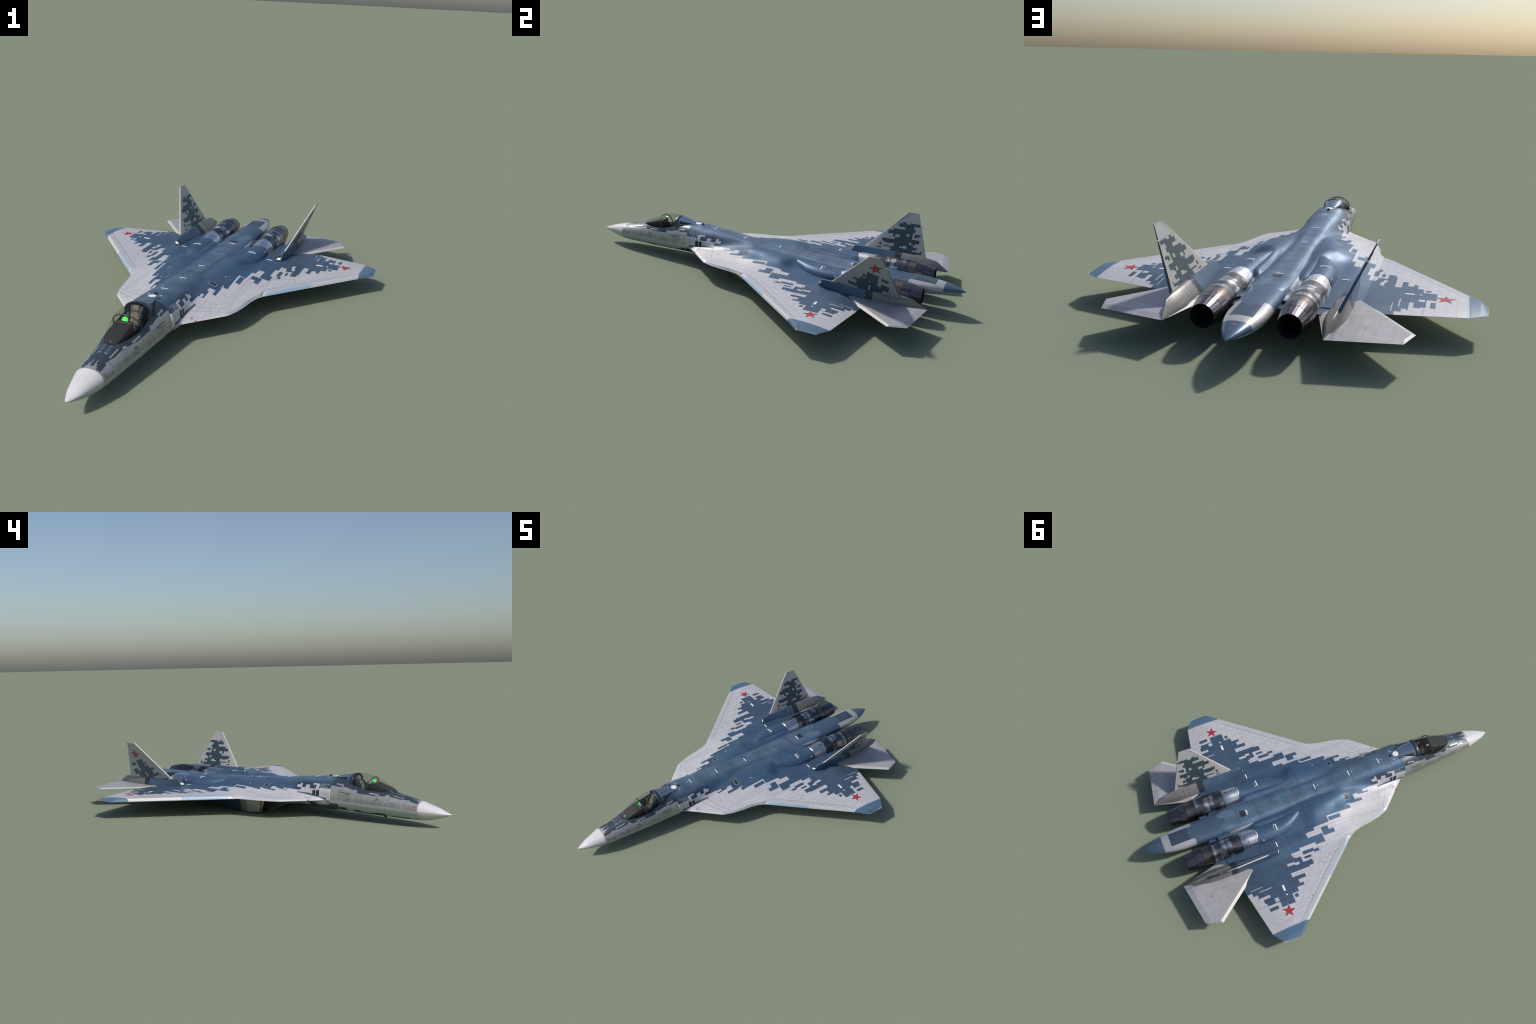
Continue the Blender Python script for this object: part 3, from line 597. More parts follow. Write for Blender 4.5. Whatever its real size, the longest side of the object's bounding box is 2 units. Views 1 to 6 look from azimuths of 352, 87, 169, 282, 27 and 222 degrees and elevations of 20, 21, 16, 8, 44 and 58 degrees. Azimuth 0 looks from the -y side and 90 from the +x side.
# ------------------------------------------------------------------ centre body (spine, lifting deck, glove)
# cross-sections: (t, z) from the crest outwards to the upper lip of the leading edge
SECTIONS = [
    (.612, [(0, .2115), (.046, .2045), (.0845, .1725), (.1005, .143), (.1015, .128), (.1012, .118), (.1009, .110), (.1006, .104), (.1003, .099)]),
    (.640, [(0, .2085), (.046, .2020), (.0850, .1715), (.1020, .143), (.1030, .125), (.1035, .112), (.1042, .106), (.1050, .102), (.1058, .0985)]),
    (.700, [(0, .2035), (.046, .1970), (.0850, .1690), (.1040, .141), (.1095, .117), (.1150, .1125), (.128, .109), (.143, .105), (.1560, .1015)]),
    (.750, [(0, .1993), (.046, .1935), (.0835, .1660), (.1020, .142), (.1135, .123), (.1220, .1185), (.145, .113), (.175, .107), (.1990, .1020)]),
    (.789, [(0, .1955), (.046, .1893), (.0790, .1640), (.0975, .143), (.1160, .1280), (.1280, .123), (.158, .117), (.200, .1085), (.2330, .1035)]),
    (.811, [(0, .1933), (.045, .1876), (.0770, .1635), (.0950, .144), (.1160, .130), (.1310, .1245), (.165, .118), (.215, .109), (.2530, .1045)]),
    (.868, [(0, .1875), (.045, .1825), (.0690, .1630), (.0890, .147), (.1150, .1355), (.1400, .129), (.175, .122), (.230, .112), (.2735, .1065)]),
    (.9325, [(0, .1810), (.043, .1770), (.0635, .1635), (.0840, .1520), (.1070, .146), (.1350, .138), (.180, .128), (.240, .1150), (.2880, .1085)]),
    (1.000, [(0, .1757), (.040, .1736), (.0570, .1660), (.0780, .1580), (.0970, .1545), (.1200, .1467), (.172, .136), (.245, .1185), (.2990, .1105)]),
    (1.034, [(0, .1732), (.038, .1712), (.0540, .1630), (.0770, .1610), (.0990, .159), (.1300, .1500), (.180, .139), (.250, .1205), (.3080, .1120)]),
    (1.090, [(0, .1695), (.036, .1678), (.0520, .1600), (.0770, .1625), (.1080, .162), (.1430, .1515), (.190, .1415), (.258, .1235), (.3300, .1135)]),
    (1.144, [(0, .1660), (.034, .1645), (.0510, .1570), (.0760, .1625), (.1120, .165), (.1520, .1575), (.198, .1420), (.262, .1260), (.3300, .1138)]),
    (1.217, [(0, .1622), (.036, .1608), (.0520, .1545), (.0755, .1620), (.1120, .1665), (.152, .161), (.200, .1400), (.260, .1270), (.3300, .1140)]),
    (1.290, [(0, .1583), (.040, .1563), (.0560, .1495), (.0690, .1515), (.0930, .1600), (.140, .145), (.195, .1300), (.258, .1265), (.3300, .1140)]),
    (1.400, [(0, .1535), (.046, .1513), (.0590, .1440), (.0690, .1430), (.0870, .1525), (.140, .134), (.200, .1265), (.254, .1250), (.3300, .1140)]),
    (1.480, [(0, .1512), (.050, .1490), (.0615, .1420), (.0690, .1415), (.0850, .1515), (.145, .132), (.200, .1240), (.252, .1235), (.3300, .1138)]),
    (1.540, [(0, .1505), (.051, .1485), (.0640, .1420), (.0690, .1400), (.0850, .150), (.145, .128), (.200, .1215), (.250, .1200), (.3300, .1130)]),
    (1.575, [(0, .1504), (.051, .1484), (.0660, .1420), (.0710, .1390), (.0800, .131), (.145, .115), (.200, .1200), (.250, .1188), (.3300, .1130)]),
    (1.640, [(0, .1507), (.051, .1487), (.0670, .1420), (.0715, .1385), (.0820, .1220), (.145, .108), (.200, .1160), (.250, .1158), (.3300, .1105)]),
    (1.690, [(0, .1509), (.051, .1488), (.0665, .1415), (.0712, .1350), (.0830, .1220), (.145, .106), (.200, .1140), (.250, .1146), (.3300, .1085)]),
    (1.757, [(0, .1460), (.044, .1430), (.0560, .1320), (.0620, .1240), (.0830, .1190), (.145, .104), (.200, .1110), (.250, .1115), (.3300, .1020)])]
EDGE = line1d([(.612, .1006), (.633, .1010), (.66, .1250), (.789, .2420), (.811, .2620), (.868, .2830), (.935, .2970), (.99, .3040), (1.034, .3160), (1.061, .3300), (1.80, .3300)])
Z_EDGE = 0.0965

def section_at(s):
    out = []
    for k in range(9):
        out.append((curve1d([(a, p[k][0]) for a, p in SECTIONS])(s), curve1d([(a, p[k][1]) for a, p in SECTIONS])(s)))
    return out

def fine_section(pts, sub=4):
    """smooth curve through the section points (centripetal-ish Hermite)"""
    n = len(pts); P = [Vector((a, b)) for a, b in pts]
    T = []
    for i in range(n):
        if i == 0: T.append(Vector((1, 0)) * (P[1] - P[0]).length)
        elif i == n - 1: T.append(P[-1] - P[-2])
        else:
            d0 = (P[i] - P[i - 1]); d1 = (P[i + 1] - P[i]); l0 = d0.length + 1e-6; l1 = d1.length + 1e-6
            T.append((d0 / l0 * l1 + d1 / l1 * l0) / (l0 + l1))
    out = []
    for i in range(n - 1):
        L = (P[i + 1] - P[i]).length
        a = T[i].normalized() * L if T[i].length > 1e-9 else Vector((0, 0)); b = T[i + 1].normalized() * L if T[i + 1].length > 1e-9 else Vector((0, 0))
        for j in range(sub):
            u = j / sub
            out.append((2*u**3 - 3*u**2 + 1) * P[i] + (u**3 - 2*u**2 + u) * a + (-2*u**3 + 3*u**2) * P[i + 1] + (u**3 - u**2) * b)
    out.append(P[-1])
    return [(v.x, v.y) for v in out]

belly_z = curve1d([(.612, .0365), (.80, .041), (1.0, .047), (1.3, .058), (1.6, .080), (1.757, .098)])
body_st = sorted(set([.612, .62, .633, .64, .65] + [.66 + i * .0125 for i in range(32)] + [1.061, 1.075] + [1.06 + i * .02 for i in range(1, 35)] + [1.757]))
verts, faces, slots = [], [], []
rows = []
for s in body_st:
    sec = fine_section(section_at(s))
    te = EDGE(s); k = min(1.0, max(0.0, (s - 1.05) / 0.05)) if s > 1.05 else 0.0
    zb = belly_z(s); zl = lerp(.0925, .0985, max(0, (s - 1.5) / .26)) if s > 1.5 else lerp(.0935, .0925, min(1, (s - .6) / .4))
    tn = min(0.11, te * .92)
    low = [(0, zb), (tn * .35, zb + (zl - zb) * .04), (tn * .62, zb + (zl - zb) * .22), (tn * .84, zb + (zl - zb) * .55), (tn, zb + (zl - zb) * .86), (lerp(tn, te, .25), zl), (lerp(tn, te, .65), zl)]
    edge = (te, lerp(Z_EDGE, .0995, min(1, max(0, (s - 1.0) / .1))))
    if s >= 1.061: edge = (te, lerp(.096, .1005, max(0.0, (s - 1.5) / .26)))
    row = [(a, s, b) for a, b in low] + [(edge[0], s, edge[1])] + [(a, s, b) for a, b in reversed(sec)]
    rows.append(row)
NL = 7; nc = len(rows[0])
for sgn in (1, -1):
    off = len(verts)
    for r in rows: verts += [(sgn * t, s, z) for t, s, z in r]
    for i in range(len(rows) - 1):
        for j in range(nc - 1):
            a = off + i * nc + j
            faces.append((a, a + 1, a + 1 + nc, a + nc)); slots.append(1 if j < NL else (2 if j == NL else 0))
    faces.append(tuple(off + j for j in range(nc))); slots.append(0)
    faces.append(tuple(off + (len(rows) - 1) * nc + j for j in range(nc))); slots.append(0)
center = make_mesh("center_fuselage", verts, faces, slots)
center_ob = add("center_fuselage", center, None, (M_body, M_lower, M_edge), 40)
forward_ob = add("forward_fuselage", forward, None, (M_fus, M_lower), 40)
radome_ob = add("radome", radome, None, (M_nose,), 40)

# ------------------------------------------------------------------ wings
s_le = line1d([(.33, 1.061), (.36, 1.095), (.40, 1.140), (.685, 1.469), (.7529, 1.5397)])
s_te = line1d([(.33, 1.744), (.6917, 1.6773), (.7493, 1.6368), (.7529, 1.6330)])
chord_up = line1d([(0, 0), (.5, .75), (1, 1)])
ts = [.33, .336, .343, .35, .36, .37] + [.385 + i * .02 for i in range(15)] + [.68, .688, .6917, .70, .712, .725, .7329, .7495, .7529]
cs = [0, .4, .7, 1.0, 1.25, 1.6, 2.2, 3.5, 6] + [8 + i * 4 for i in range(21)]
def wing_up(t, s):
    a, b = s_le(t), s_te(t); c = b - a
    d = s - a; e = b - s
    depth = lerp(.029, .0145, min(1.0, (t - .33) / .04)); rise = min(1, d / depth); rise = math.sin(rise * math.pi / 2) ** .8 if rise > 0 else 0
    fall = min(1.0, e / .14); fall = 1 - (1 - fall) ** 1.7
    tip = min(1.0, max(0.0, (.7529 - t) / .020))
    rt = section_root(s)
    body = lerp(.1005, .1136, fall)
    blend = min(1.0, max(0.0, (t - .33) / .02))
    body = lerp(min(rt, body + .002), body, blend) if blend < 1 else body
    return lerp(.0985, body, rise * tip) if tip < 1 else lerp(.0985, body, rise)
_root = curve1d([(a, p[8][1]) for a, p in SECTIONS])
def section_root(s): return _root(s)
def wing_lo(t, s):
    a, b = s_le(t), s_te(t); d = min(1, (s - a) / .02); e = min(1, (b - s) / .2)
    tip = min(1.0, max(0.0, (.7529 - t) / .05))
    return lerp(.0985, .0925, d * min(1, e) * tip) + (1 - min(1, e)) * .001
verts, faces, slots = [], [], []
NU = 46
def chordwise(t):
    a, b = s_le(t), s_te(t); c = b - a
    pts = [a + min(d, .3 * c) for d in (0, .0025, .005, .0085, .0125, .0155, .022, .029)]
    last = pts[-1]
    pts += [lerp(last, b, (i / 30)) for i in range(1, 31)]
    return pts
grid_u = [[(t, s, wing_up(t, s)) for s in chordwise(t)] for t in ts]
grid_l = [[(t, s, wing_lo(t, s)) for s in chordwise(t)] for t in ts]
nc = len(grid_u[0])
for g in (grid_u, grid_l):
    for r in g: verts += r
nR = len(ts)
for i in range(nR - 1):
    for j in range(nc - 1):
        a = i * nc + j
        le = j < 5
        faces.append((a, a + 1, a + 1 + nc, a + nc)); slots.append((3 if .42 < ts[i] < .49 or .339 < ts[i] <= .42 else 2) if le and ts[i] < .684 else 0)
        o = nR * nc
        faces.append((o + a, o + a + 1, o + a + 1 + nc, o + a + nc)); slots.append(1)
for j in range(nc - 1):   # tip cap
    a = (nR - 1) * nc + j; o = nR * nc
    faces.append((a, a + 1, o + a + 1, o + a)); slots.append(0)
for i in range(nR - 1):
    for j in (0, nc - 1):
        a = i * nc + j; o = nR * nc
        faces.append((a, a + nc, o + a + nc, o + a)); slots.append(0)
wing = make_mesh("wing", verts, faces, slots)
wing_obs = both("wing", wing, None, (M_upper, M_lower, M_edge, M_slat), 30)

# ------------------------------------------------------------------ tail boom
boom_t = curve1d([(1.60, .055), (1.660, .0665), (1.69, .0708), (1.93, .0705), (1.99, .0635), (2.05, .050), (2.10, .0325), (2.135, .0135), (2.152, .0008)])
boom_zu = curve1d([(1.60, .143), (1.660, .1500), (1.69, .1518), (1.74, .1522), (1.90, .1514), (2.00, .1495), (2.05, .1455), (2.10, .1375), (2.135, .1285), (2.152, .1225)])
boom_zc = curve1d([(1.50, .118), (1.9, .119), (2.152, .1220)])
boom_zl = curve1d([(1.50, .070), (1.75, .083), (1.95, .093), (2.05, .101), (2.10, .109), (2.152, .1215)])
rows = []
for i in range(40):
    s = 1.6860 + .466 * (1 - (1 - i / 39) ** 1.35)
    r = []
    for j in range(17):
        a = math.pi / 2 * j / 16
        r.append((boom_t(s) * math.cos(a) ** .75, s, boom_zc(s) + (boom_zu(s) - boom_zc(s)) * math.sin(a) ** .85))
    lo = [(boom_t(s) * .96 * math.cos(math.pi / 2 * j / 8) ** .8, s, boom_zc(s) - .004 - (boom_zc(s) - .004 - boom_zl(s)) * math.sin(math.pi / 2 * j / 8) ** .8) for j in range(0, 9)]
    rows.append(list(reversed(lo)) + r)
boom_ob = add("tail_boom", loft_both("tail_boom", rows, 8), None, (M_boom, M_lower), 40)

# ------------------------------------------------------------------ engines
ENG_T, ENG_Z = .147, .1125
def ring(s, r, n=48, zc=ENG_Z, rz=None):
    return [(ENG_T + r * math.cos(2 * math.pi * k / n), s, zc + (rz or r) * math.sin(2 * math.pi * k / n)) for k in range(n)]
def tube(name, prof, n=48):
    v = []
    for p in prof: v += ring(p[0], p[1], n, *(p[2:] if len(p) > 2 else ()))
    return make_mesh(name, v, grid_faces(len(prof), n, True))
# (station, half width, axis height, half height): squarish humps growing out of the deck
# (station, axis t, half width, axis height, half height): the hump swells outwards from the inner side
cowl_prof = [(1.255, .090, .006, .145, .006), (1.275, .097, .016, .138, .0190), (1.30, .108, .029, .128, .0318), (1.33, .121, .0395, .121, .0405), (1.365, .1325, .0480, .116, .0455), (1.405, .1410, .0540, .113, .0485), (1.46, .146, .0575, .111, .0495), (1.51, .147, .0570, .1110, .0497), (1.545, .147, .0545, .1115, .0490), (1.5585, .147, .0535, .1115, .0485)]
def cowl_ring(s, tc, w, zc, h, n=56, e=2.2):
    out = []
    for k in range(n):
        a = 2 * math.pi * k / n; c, d = math.cos(a), math.sin(a)
        out.append((tc + w * math.copysign(abs(c) ** (2 / e), c), s, zc + h * math.copysign(abs(d) ** (2 / e), d)))
    return out
cowl = make_mesh("engine_cowl", sum([cowl_ring(*c) for c in cowl_prof], []), grid_faces(len(cowl_prof), 56, True) + [tuple(range(56))])
jet = tube("exhaust_duct", [(1.54, .045), (1.556, .0500), (1.558, .0515), (1.60, .0535), (1.645, .0555), (1.647, .0548), (1.6495, .0548), (1.651, .0565), (1.70, .0575), (1.72, .0577), (1.7205, .0583), (1.775, .0585), (1.7755, .0578), (1.80, .0582), (1.835, .0580), (1.8705, .0565)])
noz_prof = [(1.8705, .0570), (1.90, .0540), (1.9105, .0527), (1.911, .0521), (1.94, .0475), (1.9665, .0428), (1.9675, .0415), (1.955, .0408), (1.90, .040), (1.80, .036), (1.78, .0)]
v = []
NP = 96
for s, r in noz_prof:
    inner = s < 1.9672 and r < .0412
    for k in range(NP):
        rr = r - (.0007 if (k % 4 == 0 and not inner and s > 1.872 and r > .01) else 0)
        a = 2 * math.pi * k / NP
        v.append((ENG_T + rr * math.cos(a), s, ENG_Z + .001 + rr * math.sin(a)))
noz_slots = [1 if i >= 6 else 0 for i in range(len(noz_prof) - 1) for _ in range(NP)]
nozzle = make_mesh("exhaust_nozzle", v, grid_faces(len(noz_prof), NP, True), noz_slots, merge=1e-6)
M_steel = steel_paint("burnt_steel")
M_petal = petal_paint("nozzle_petals")
cowl_obs = both("engine", cowl, None, (M_body,), 40)
both("exhaust_duct", jet, None, (M_steel,), 25, parents=cowl_obs)
both("exhaust_nozzle", nozzle, None, (M_petal, M_dark), 25, parents=cowl_obs)

# ------------------------------------------------------------------ air intakes below the deck
def quads(name, secs, cap=True):
    n = len(secs[0]); v = sum([list(s) for s in secs], [])
    f = grid_faces(len(secs), n, True)
    if cap: f += [tuple(range(n)), tuple(range(len(v) - n, len(v)))]
    return make_mesh(name, v, f)
intake = make_mesh("air_intake",
    [(.088, .80, .088), (.235, .925, .095), (.192, .985, .012), (.100, .985, .008),
     (.086, 1.08, .092), (.238, 1.08, .095), (.186, 1.08, .000), (.100, 1.08, .000),
     (.086, 1.16, .092), (.238, 1.16, .095), (.186, 1.16, .009), (.100, 1.16, .008),
     (.086, 1.38, .095), (.232, 1.38, .098), (.190, 1.38, .032), (.098, 1.38, .032),
     (.090, 1.62, .100), (.212, 1.62, .104), (.190, 1.62, .056), (.104, 1.62, .056),
     (.095, 1.75, .105), (.200, 1.75, .106), (.185, 1.75, .066), (.110, 1.75, .066)],
    grid_faces(6, 4, True) + [(20, 21, 22, 23)])
bm = bmesh.new(); bm.from_mesh(intake)
bmesh.ops.bevel(bm, geom=[e for e in bm.edges if e.is_manifold and e.calc_face_angle(0) > .5], offset=.004, segments=2, affect="EDGES")
bm.to_mesh(intake); bm.free()
duct = make_mesh("intake_duct", [(.091, .806, .087), (.231, .927, .093), (.189, .985, .015), (.102, .985, .011),
                                 (.10, 1.12, .085), (.22, 1.12, .085), (.18, 1.12, .022), (.11, 1.12, .022)],
                 grid_faces(2, 4, True) + [(4, 5, 6, 7)])
M_intake = intake_paint("intake_paint")
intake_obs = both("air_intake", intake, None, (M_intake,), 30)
M_duct = plain("duct_grey_green", (0.085, 0.10, 0.09), 0.0, 0.6, 0.5)
both("intake_duct", duct, None, (M_duct,), 30, parents=intake_obs)

# ------------------------------------------------------------------ canted tail fins and their fairings
FH = .2335
def fin_pt(s, h, off):
    p = FIN0 + FUP * h + FN * off
    return (p.x, s, p.z)
f_le = lambda h: lerp(1.5345, 1.7405, h / FH)
f_te = lambda h: lerp(1.8860, 1.8020, h / FH)
verts, faces, slots = [], [], []
hs = [-.012] + [FH * i / 20 for i in range(21)]
prof = [(0, .14), (.012, .30), (.0125, .32), (.03, .75), (.08, 1.0)]
def fin_row(h):
    a, b = f_le(h), f_te(h); k = lerp(1.0, .22, max(0, h) / FH); w = .0068 * k
    out = []
    us = [(a, .0018), (a + .004, .003), (a + .011, .0042 * k + .001)]
    us += [(lerp(a + .011, b, q), max(.0015, w * m)) for q, m in ((.12, .85), (.3, 1.0), (.5, 1.03), (.7, 1.03), (.85, 1.0), (1.0, .95))]
    for s, o in us: out.append(fin_pt(s, h, o))
    for s, o in reversed(us): out.append(fin_pt(s, h, -o))
    return out
rows = [fin_row(h) for h in hs]
nf = len(rows[0]); half = nf // 2
for r in rows: verts += r
for i in range(len(rows) - 1):
    for j in range(nf):
        a = i * nf + j; b = i * nf + (j + 1) % nf
        faces.append((a, b, b + nf, a + nf))
        slots.append(2 if j < 1 or j >= nf - 2 else (3 if j == half - 1 else (0 if j < half - 1 else 1)))
        # the light lip of the leading edge is slot 2, the blunt trailing edge slot 3
faces.append(tuple(range((len(rows) - 1) * nf, len(rows) * nf))); slots.append(0)
fin = make_mesh("tail_fin", verts, faces, slots)
M_fin_out = fin_paint("fin_outer_paint", False)
M_fin_in = fin_paint("fin_inner_paint", True)
M_fin_le = plain("fin_leading_edge", (0.62, 0.57, 0.54), 0.0, 0.4)
M_fin_te = plain("fin_trailing_edge", (0.05, 0.09, 0.14), 0.1, 0.4)
fin_obs = both("tail_fin", fin, None, (M_fin_out, M_fin_in, M_fin_le, M_fin_te), 25)

PODS = [
    (1.4705, [(.259, .116, 0), (.277, .152, .013), (.296, .158, .027), (.290, .116, .003)]),
    (1.52, [(.255, .114, 0), (.2775, .1545, 0), (.2965, .158, 0), (.296, .112, 0)]),
    (1.60, [(.2490, .113, 0), (.2765, .1565, 0), (.2965, .1570, 0), (.302, .110, 0)]),
    (1.7195, [(.2370, .112, 0), (.2735, .1575, 0), (.2970, .1560, 0), (.310, .106, 0)]),
    (1.83, [(.2320, .109, 0), (.2730, .1560, 0), (.2955, .1530, 0), (.309, .105, 0)]),
    (1.886, [(.2360, .108, 0), (.2750, .1520, 0), (.2910, .1505, 0), (.304, .104, 0)]),
    (1.947, [(.2480, .106, 0), (.2765, .1448, 0), (.2815, .1445, 0), (.289, .104, 0)]),
    (2.016, [(.2635, .104, 0), (.2650, .1062, 0), (.2655, .1060, 0), (.2665, .104, 0)])]
def pod_section(q, bulge):
    """rounded quadrilateral: inner foot, inner top, outer top, outer foot"""
    out = []
    P = [Vector((a, d, b)) for a, b, d in q]
    for i in range(3):
        for k in range(5):
            p = P[i].lerp(P[i + 1], k / 5)
            nrm = Vector((-(P[i + 1] - P[i]).z, 0, (P[i + 1] - P[i]).x))
            if nrm.length > 1e-6: p = p + nrm.normalized() * bulge * math.sin(math.pi * k / 5)
            out.append(p)
    out.append(P[3])
    return out
pod_rows = []
fs_ = [1.4705, 1.49, 1.52, 1.56, 1.60, 1.66, 1.7195, 1.755, 1.79, 1.83, 1.86, 1.886, 1.91, 1.93, 1.947, 1.965, 1.985, 2.0, 2.016]
for s in fs_:
    q = [tuple(line1d([(a, p[i][c]) for a, p in PODS])(s) for c in range(3)) for i in range(4)]
    bulge = line1d([(1.47, 0.0), (1.70, .0008), (1.80, .0035), (1.90, .004), (2.016, 0)])(s)
    pod_rows.append([(p.x, s + p.y, p.z) for p in pod_section(q, bulge)])
verts = sum(pod_rows, []); npd = len(pod_rows[0])
faces = grid_faces(len(pod_rows), npd, True) + [tuple(range(npd)), tuple(range(len(verts) - npd, len(verts)))]
pod = make_mesh("fin_fairing", verts, faces)
M_pod = fairing_paint("fairing_paint")
both("fin_fairing", pod, None, (M_pod,), 32, parents=fin_obs)

# ------------------------------------------------------------------ stabilizers (all-moving tailplanes)
def plate(name, outline, zmid, inset, up, lo):
    """flat plate with bevelled rim: outline (t, s, half thickness factor)"""
    n = len(outline); c = Vector((sum(p[0] for p in outline) / n, sum(p[1] for p in outline) / n))
    P = [Vector((p[0], p[1])) for p in outline]
    ins = []
    for i in range(n):
        a, b, d = P[i - 1], P[i], P[(i + 1) % n]
        def off(p, q, w):
            e = (q - p).normalized(); m = Vector((-e.y, e.x))
            if m.dot(c - p) < 0: m = -m
            return p + m * w, e
        p0, e0 = off(a, b, inset[i - 1]); p1, e1 = off(b, d, inset[i])
        den = e0.x * e1.y - e0.y * e1.x
        k = ((p1 - p0).x * e1.y - (p1 - p0).y * e1.x) / den
        ins.append(p0 + e0 * k)
    v = [(p.x, p.y, zmid(p.x, p.y)) for p in P]
    v += [(p.x, p.y, zmid(p.x, p.y) + up(p.x, p.y)) for p in ins]
    v += [(p.x, p.y, zmid(p.x, p.y) - lo(p.x, p.y)) for p in ins]
    f, sl = [], []
    for i in range(n):
        j = (i + 1) % n
        f.append((i, j, n + j, n + i)); sl.append(1 if i in plate.le else 0)
        f.append((i, j, 2 * n + j, 2 * n + i)); sl.append(2)
    f.append(tuple(range(n, 2 * n))); sl.append(0)
    f.append(tuple(range(2 * n, 3 * n))); sl.append(2)
    return make_mesh(name, v, f, sl)
plate.le = (0,)
stab = plate("tailplane", [(.290, 1.580), (.5334, 1.8905), (.504, 1.977), (.265, 2.0175), (.208, 1.815), (.245, 1.72)],
             lambda t, s: .1035, [.016, .010, .030, .020, .012, .010],
             lambda t, s: lerp(.0088, .0045, (t - .25) / .28), lambda t, s: lerp(.008, .002, (t - .25) / .28))
M_stab_le = plain("tailplane_leading_edge", (0.50, 0.49, 0.46), 0.05, 0.45)
both("tailplane", stab, None, (M_grey, M_stab_le, M_lower), 10)

# ------------------------------------------------------------------ canopy and cockpit
can_top = curve1d([(.283, .1535), (.2865, .160), (.292, .1675), (.302, .174), (.318, .182), (.35, .197), (.386, .2135), (.403, .2225), (.432, .2320), (.466, .2365), (.49, .2358), (.523, .2305), (.57, .2210), (.6135, .2130)])
def canopy_pt(s, a, grow=0.0):
    ts_ = max(t_sill(s), .0005); zs = upper_pt(s, ts_)
    bulge = 1.0 + .10 * math.sin(2 * a) * line1d([(.29, 0), (.36, .5), (.43, 1), (.52, .8), (.61, .2)])(s)
    return ((ts_ + grow) * math.cos(a) * bulge, s, zs + (can_top(s) + grow - zs) * math.sin(a) ** .92)
def canopy_patch(name, stations, a0=0.0, a1=math.pi, n=32, grow=0.0):
    v = []
    for s in stations:
        v += [canopy_pt(s, lerp(a0, a1, k / n), grow) for k in range(n + 1)]
    return make_mesh(name, v, grid_faces(len(stations), n + 1))
def abs_patch(f):
    return f
def canopy_pt_full(s, a, grow=0.0):
    x, y, z = canopy_pt(s, a if a <= math.pi / 2 else math.pi - a, grow)
    return (x if a <= math.pi / 2 else -x, y, z)
def canopy_mesh(name, stations, a0=0.0, a1=math.pi, n=40, grow=0.0):
    v = []
    for s in stations: v += [canopy_pt_full(s, lerp(a0, a1, k / n), grow) for k in range(n + 1)]
    return make_mesh(name, v, grid_faces(len(stations), n + 1))
glass_st = [.2835, .285, .2865, .289, .292, .297, .302, .31] + [.318 + i * .0102 for i in range(21)]
N = Net("smoked_canopy_glass")
tr = N.n.new("ShaderNodeBsdfTransparent"); tr.inputs[0].default_value = (0.90, 0.91, 0.90, 1)
mx = N.n.new("ShaderNodeMixShader"); mx.inputs[0].default_value = 0.10
N.finish((0.16, 0.165, 0.16), 0.0, 0.08)
N.link(tr.outputs[0], mx.inputs[1]); N.link(N.b.outputs[0], mx.inputs[2]); N.link(mx.outputs[0], N.out.inputs[0])
M_glass = N.m
glass_ob = add("canopy", canopy_mesh("canopy", glass_st), None, (M_glass,), 60)
fair_st = [.522 + (.6135 - .522) * i / 12 for i in range(13)]
M_can = plain("canopy_fairing_paint", (0.13, 0.19, 0.28), 0.3, 0.3)
M_canwin = plain("dark_side_panel", (0.030, 0.027, 0.027), 0.0, 0.4)
M_frame = plain("canopy_frame_paint", (0.035, 0.055, 0.085), 0.2, 0.35)
add("canopy_fairing", canopy_mesh("canopy_fairing", fair_st), glass_ob, (M_can,), 60)
for sg in (0, 1):
    a0, a1 = (math.radians(14), math.radians(50)) if sg == 0 else (math.radians(130), math.radians(166))
    v = []
    stn = [.540 + i * .0075 for i in range(9)]
    for s in stn:
        w = line1d([(.54, 1.0), (.60, .25)])(s)
        lo, hi = (a0, lerp(a0, a1, w)) if sg == 0 else (lerp(a1, a0, w), a1)
        v += [canopy_pt_full(s, lerp(lo, hi, k / 8), .0008) for k in range(9)]
    add("canopy_side_panel", make_mesh("canopy_side_panel", v, grid_faces(9, 9)), glass_ob, (M_canwin,), 60)
def hoop(name, path, rad, mat, parent, closed=False):
    cu = bpy.data.curves.new(name, "CURVE"); cu.dimensions = "3D"; cu.bevel_depth = rad; cu.bevel_resolution = 2
    sp = cu.splines.new("POLY"); sp.points.add(len(path) - 1); sp.use_cyclic_u = closed
    for p, q in zip(sp.points, path): p.co = (q[0], q[1] - S0, q[2], 1)
    tmp = bpy.data.objects.new(name, cu); bpy.context.scene.collection.objects.link(tmp)
    dg = bpy.context.evaluated_depsgraph_get(); me = bpy.data.meshes.new_from_object(tmp.evaluated_get(dg))
    bpy.data.objects.remove(tmp)
    me.name = name
    return add(name, me, parent, (mat,), 50)
arch = []
for k in range(33):
    a = math.pi * k / 32; s = lerp(.431, .405, math.sin(a) ** .8)
    arch.append(canopy_pt_full(s, a, -.002))
hoop("canopy_bow", arch, .0026, M_frame, glass_ob)
v = []
for s, g in ((.504, -.0012), (.506, .0012), (.524, .0014), (.5265, -.0005)):
    v += [canopy_pt_full(s, math.pi * k / 40, g) for k in range(41)]
add("canopy_rear_frame", make_mesh("canopy_rear_frame", v, grid_faces(4, 41)), glass_ob, (M_frame,), 60)

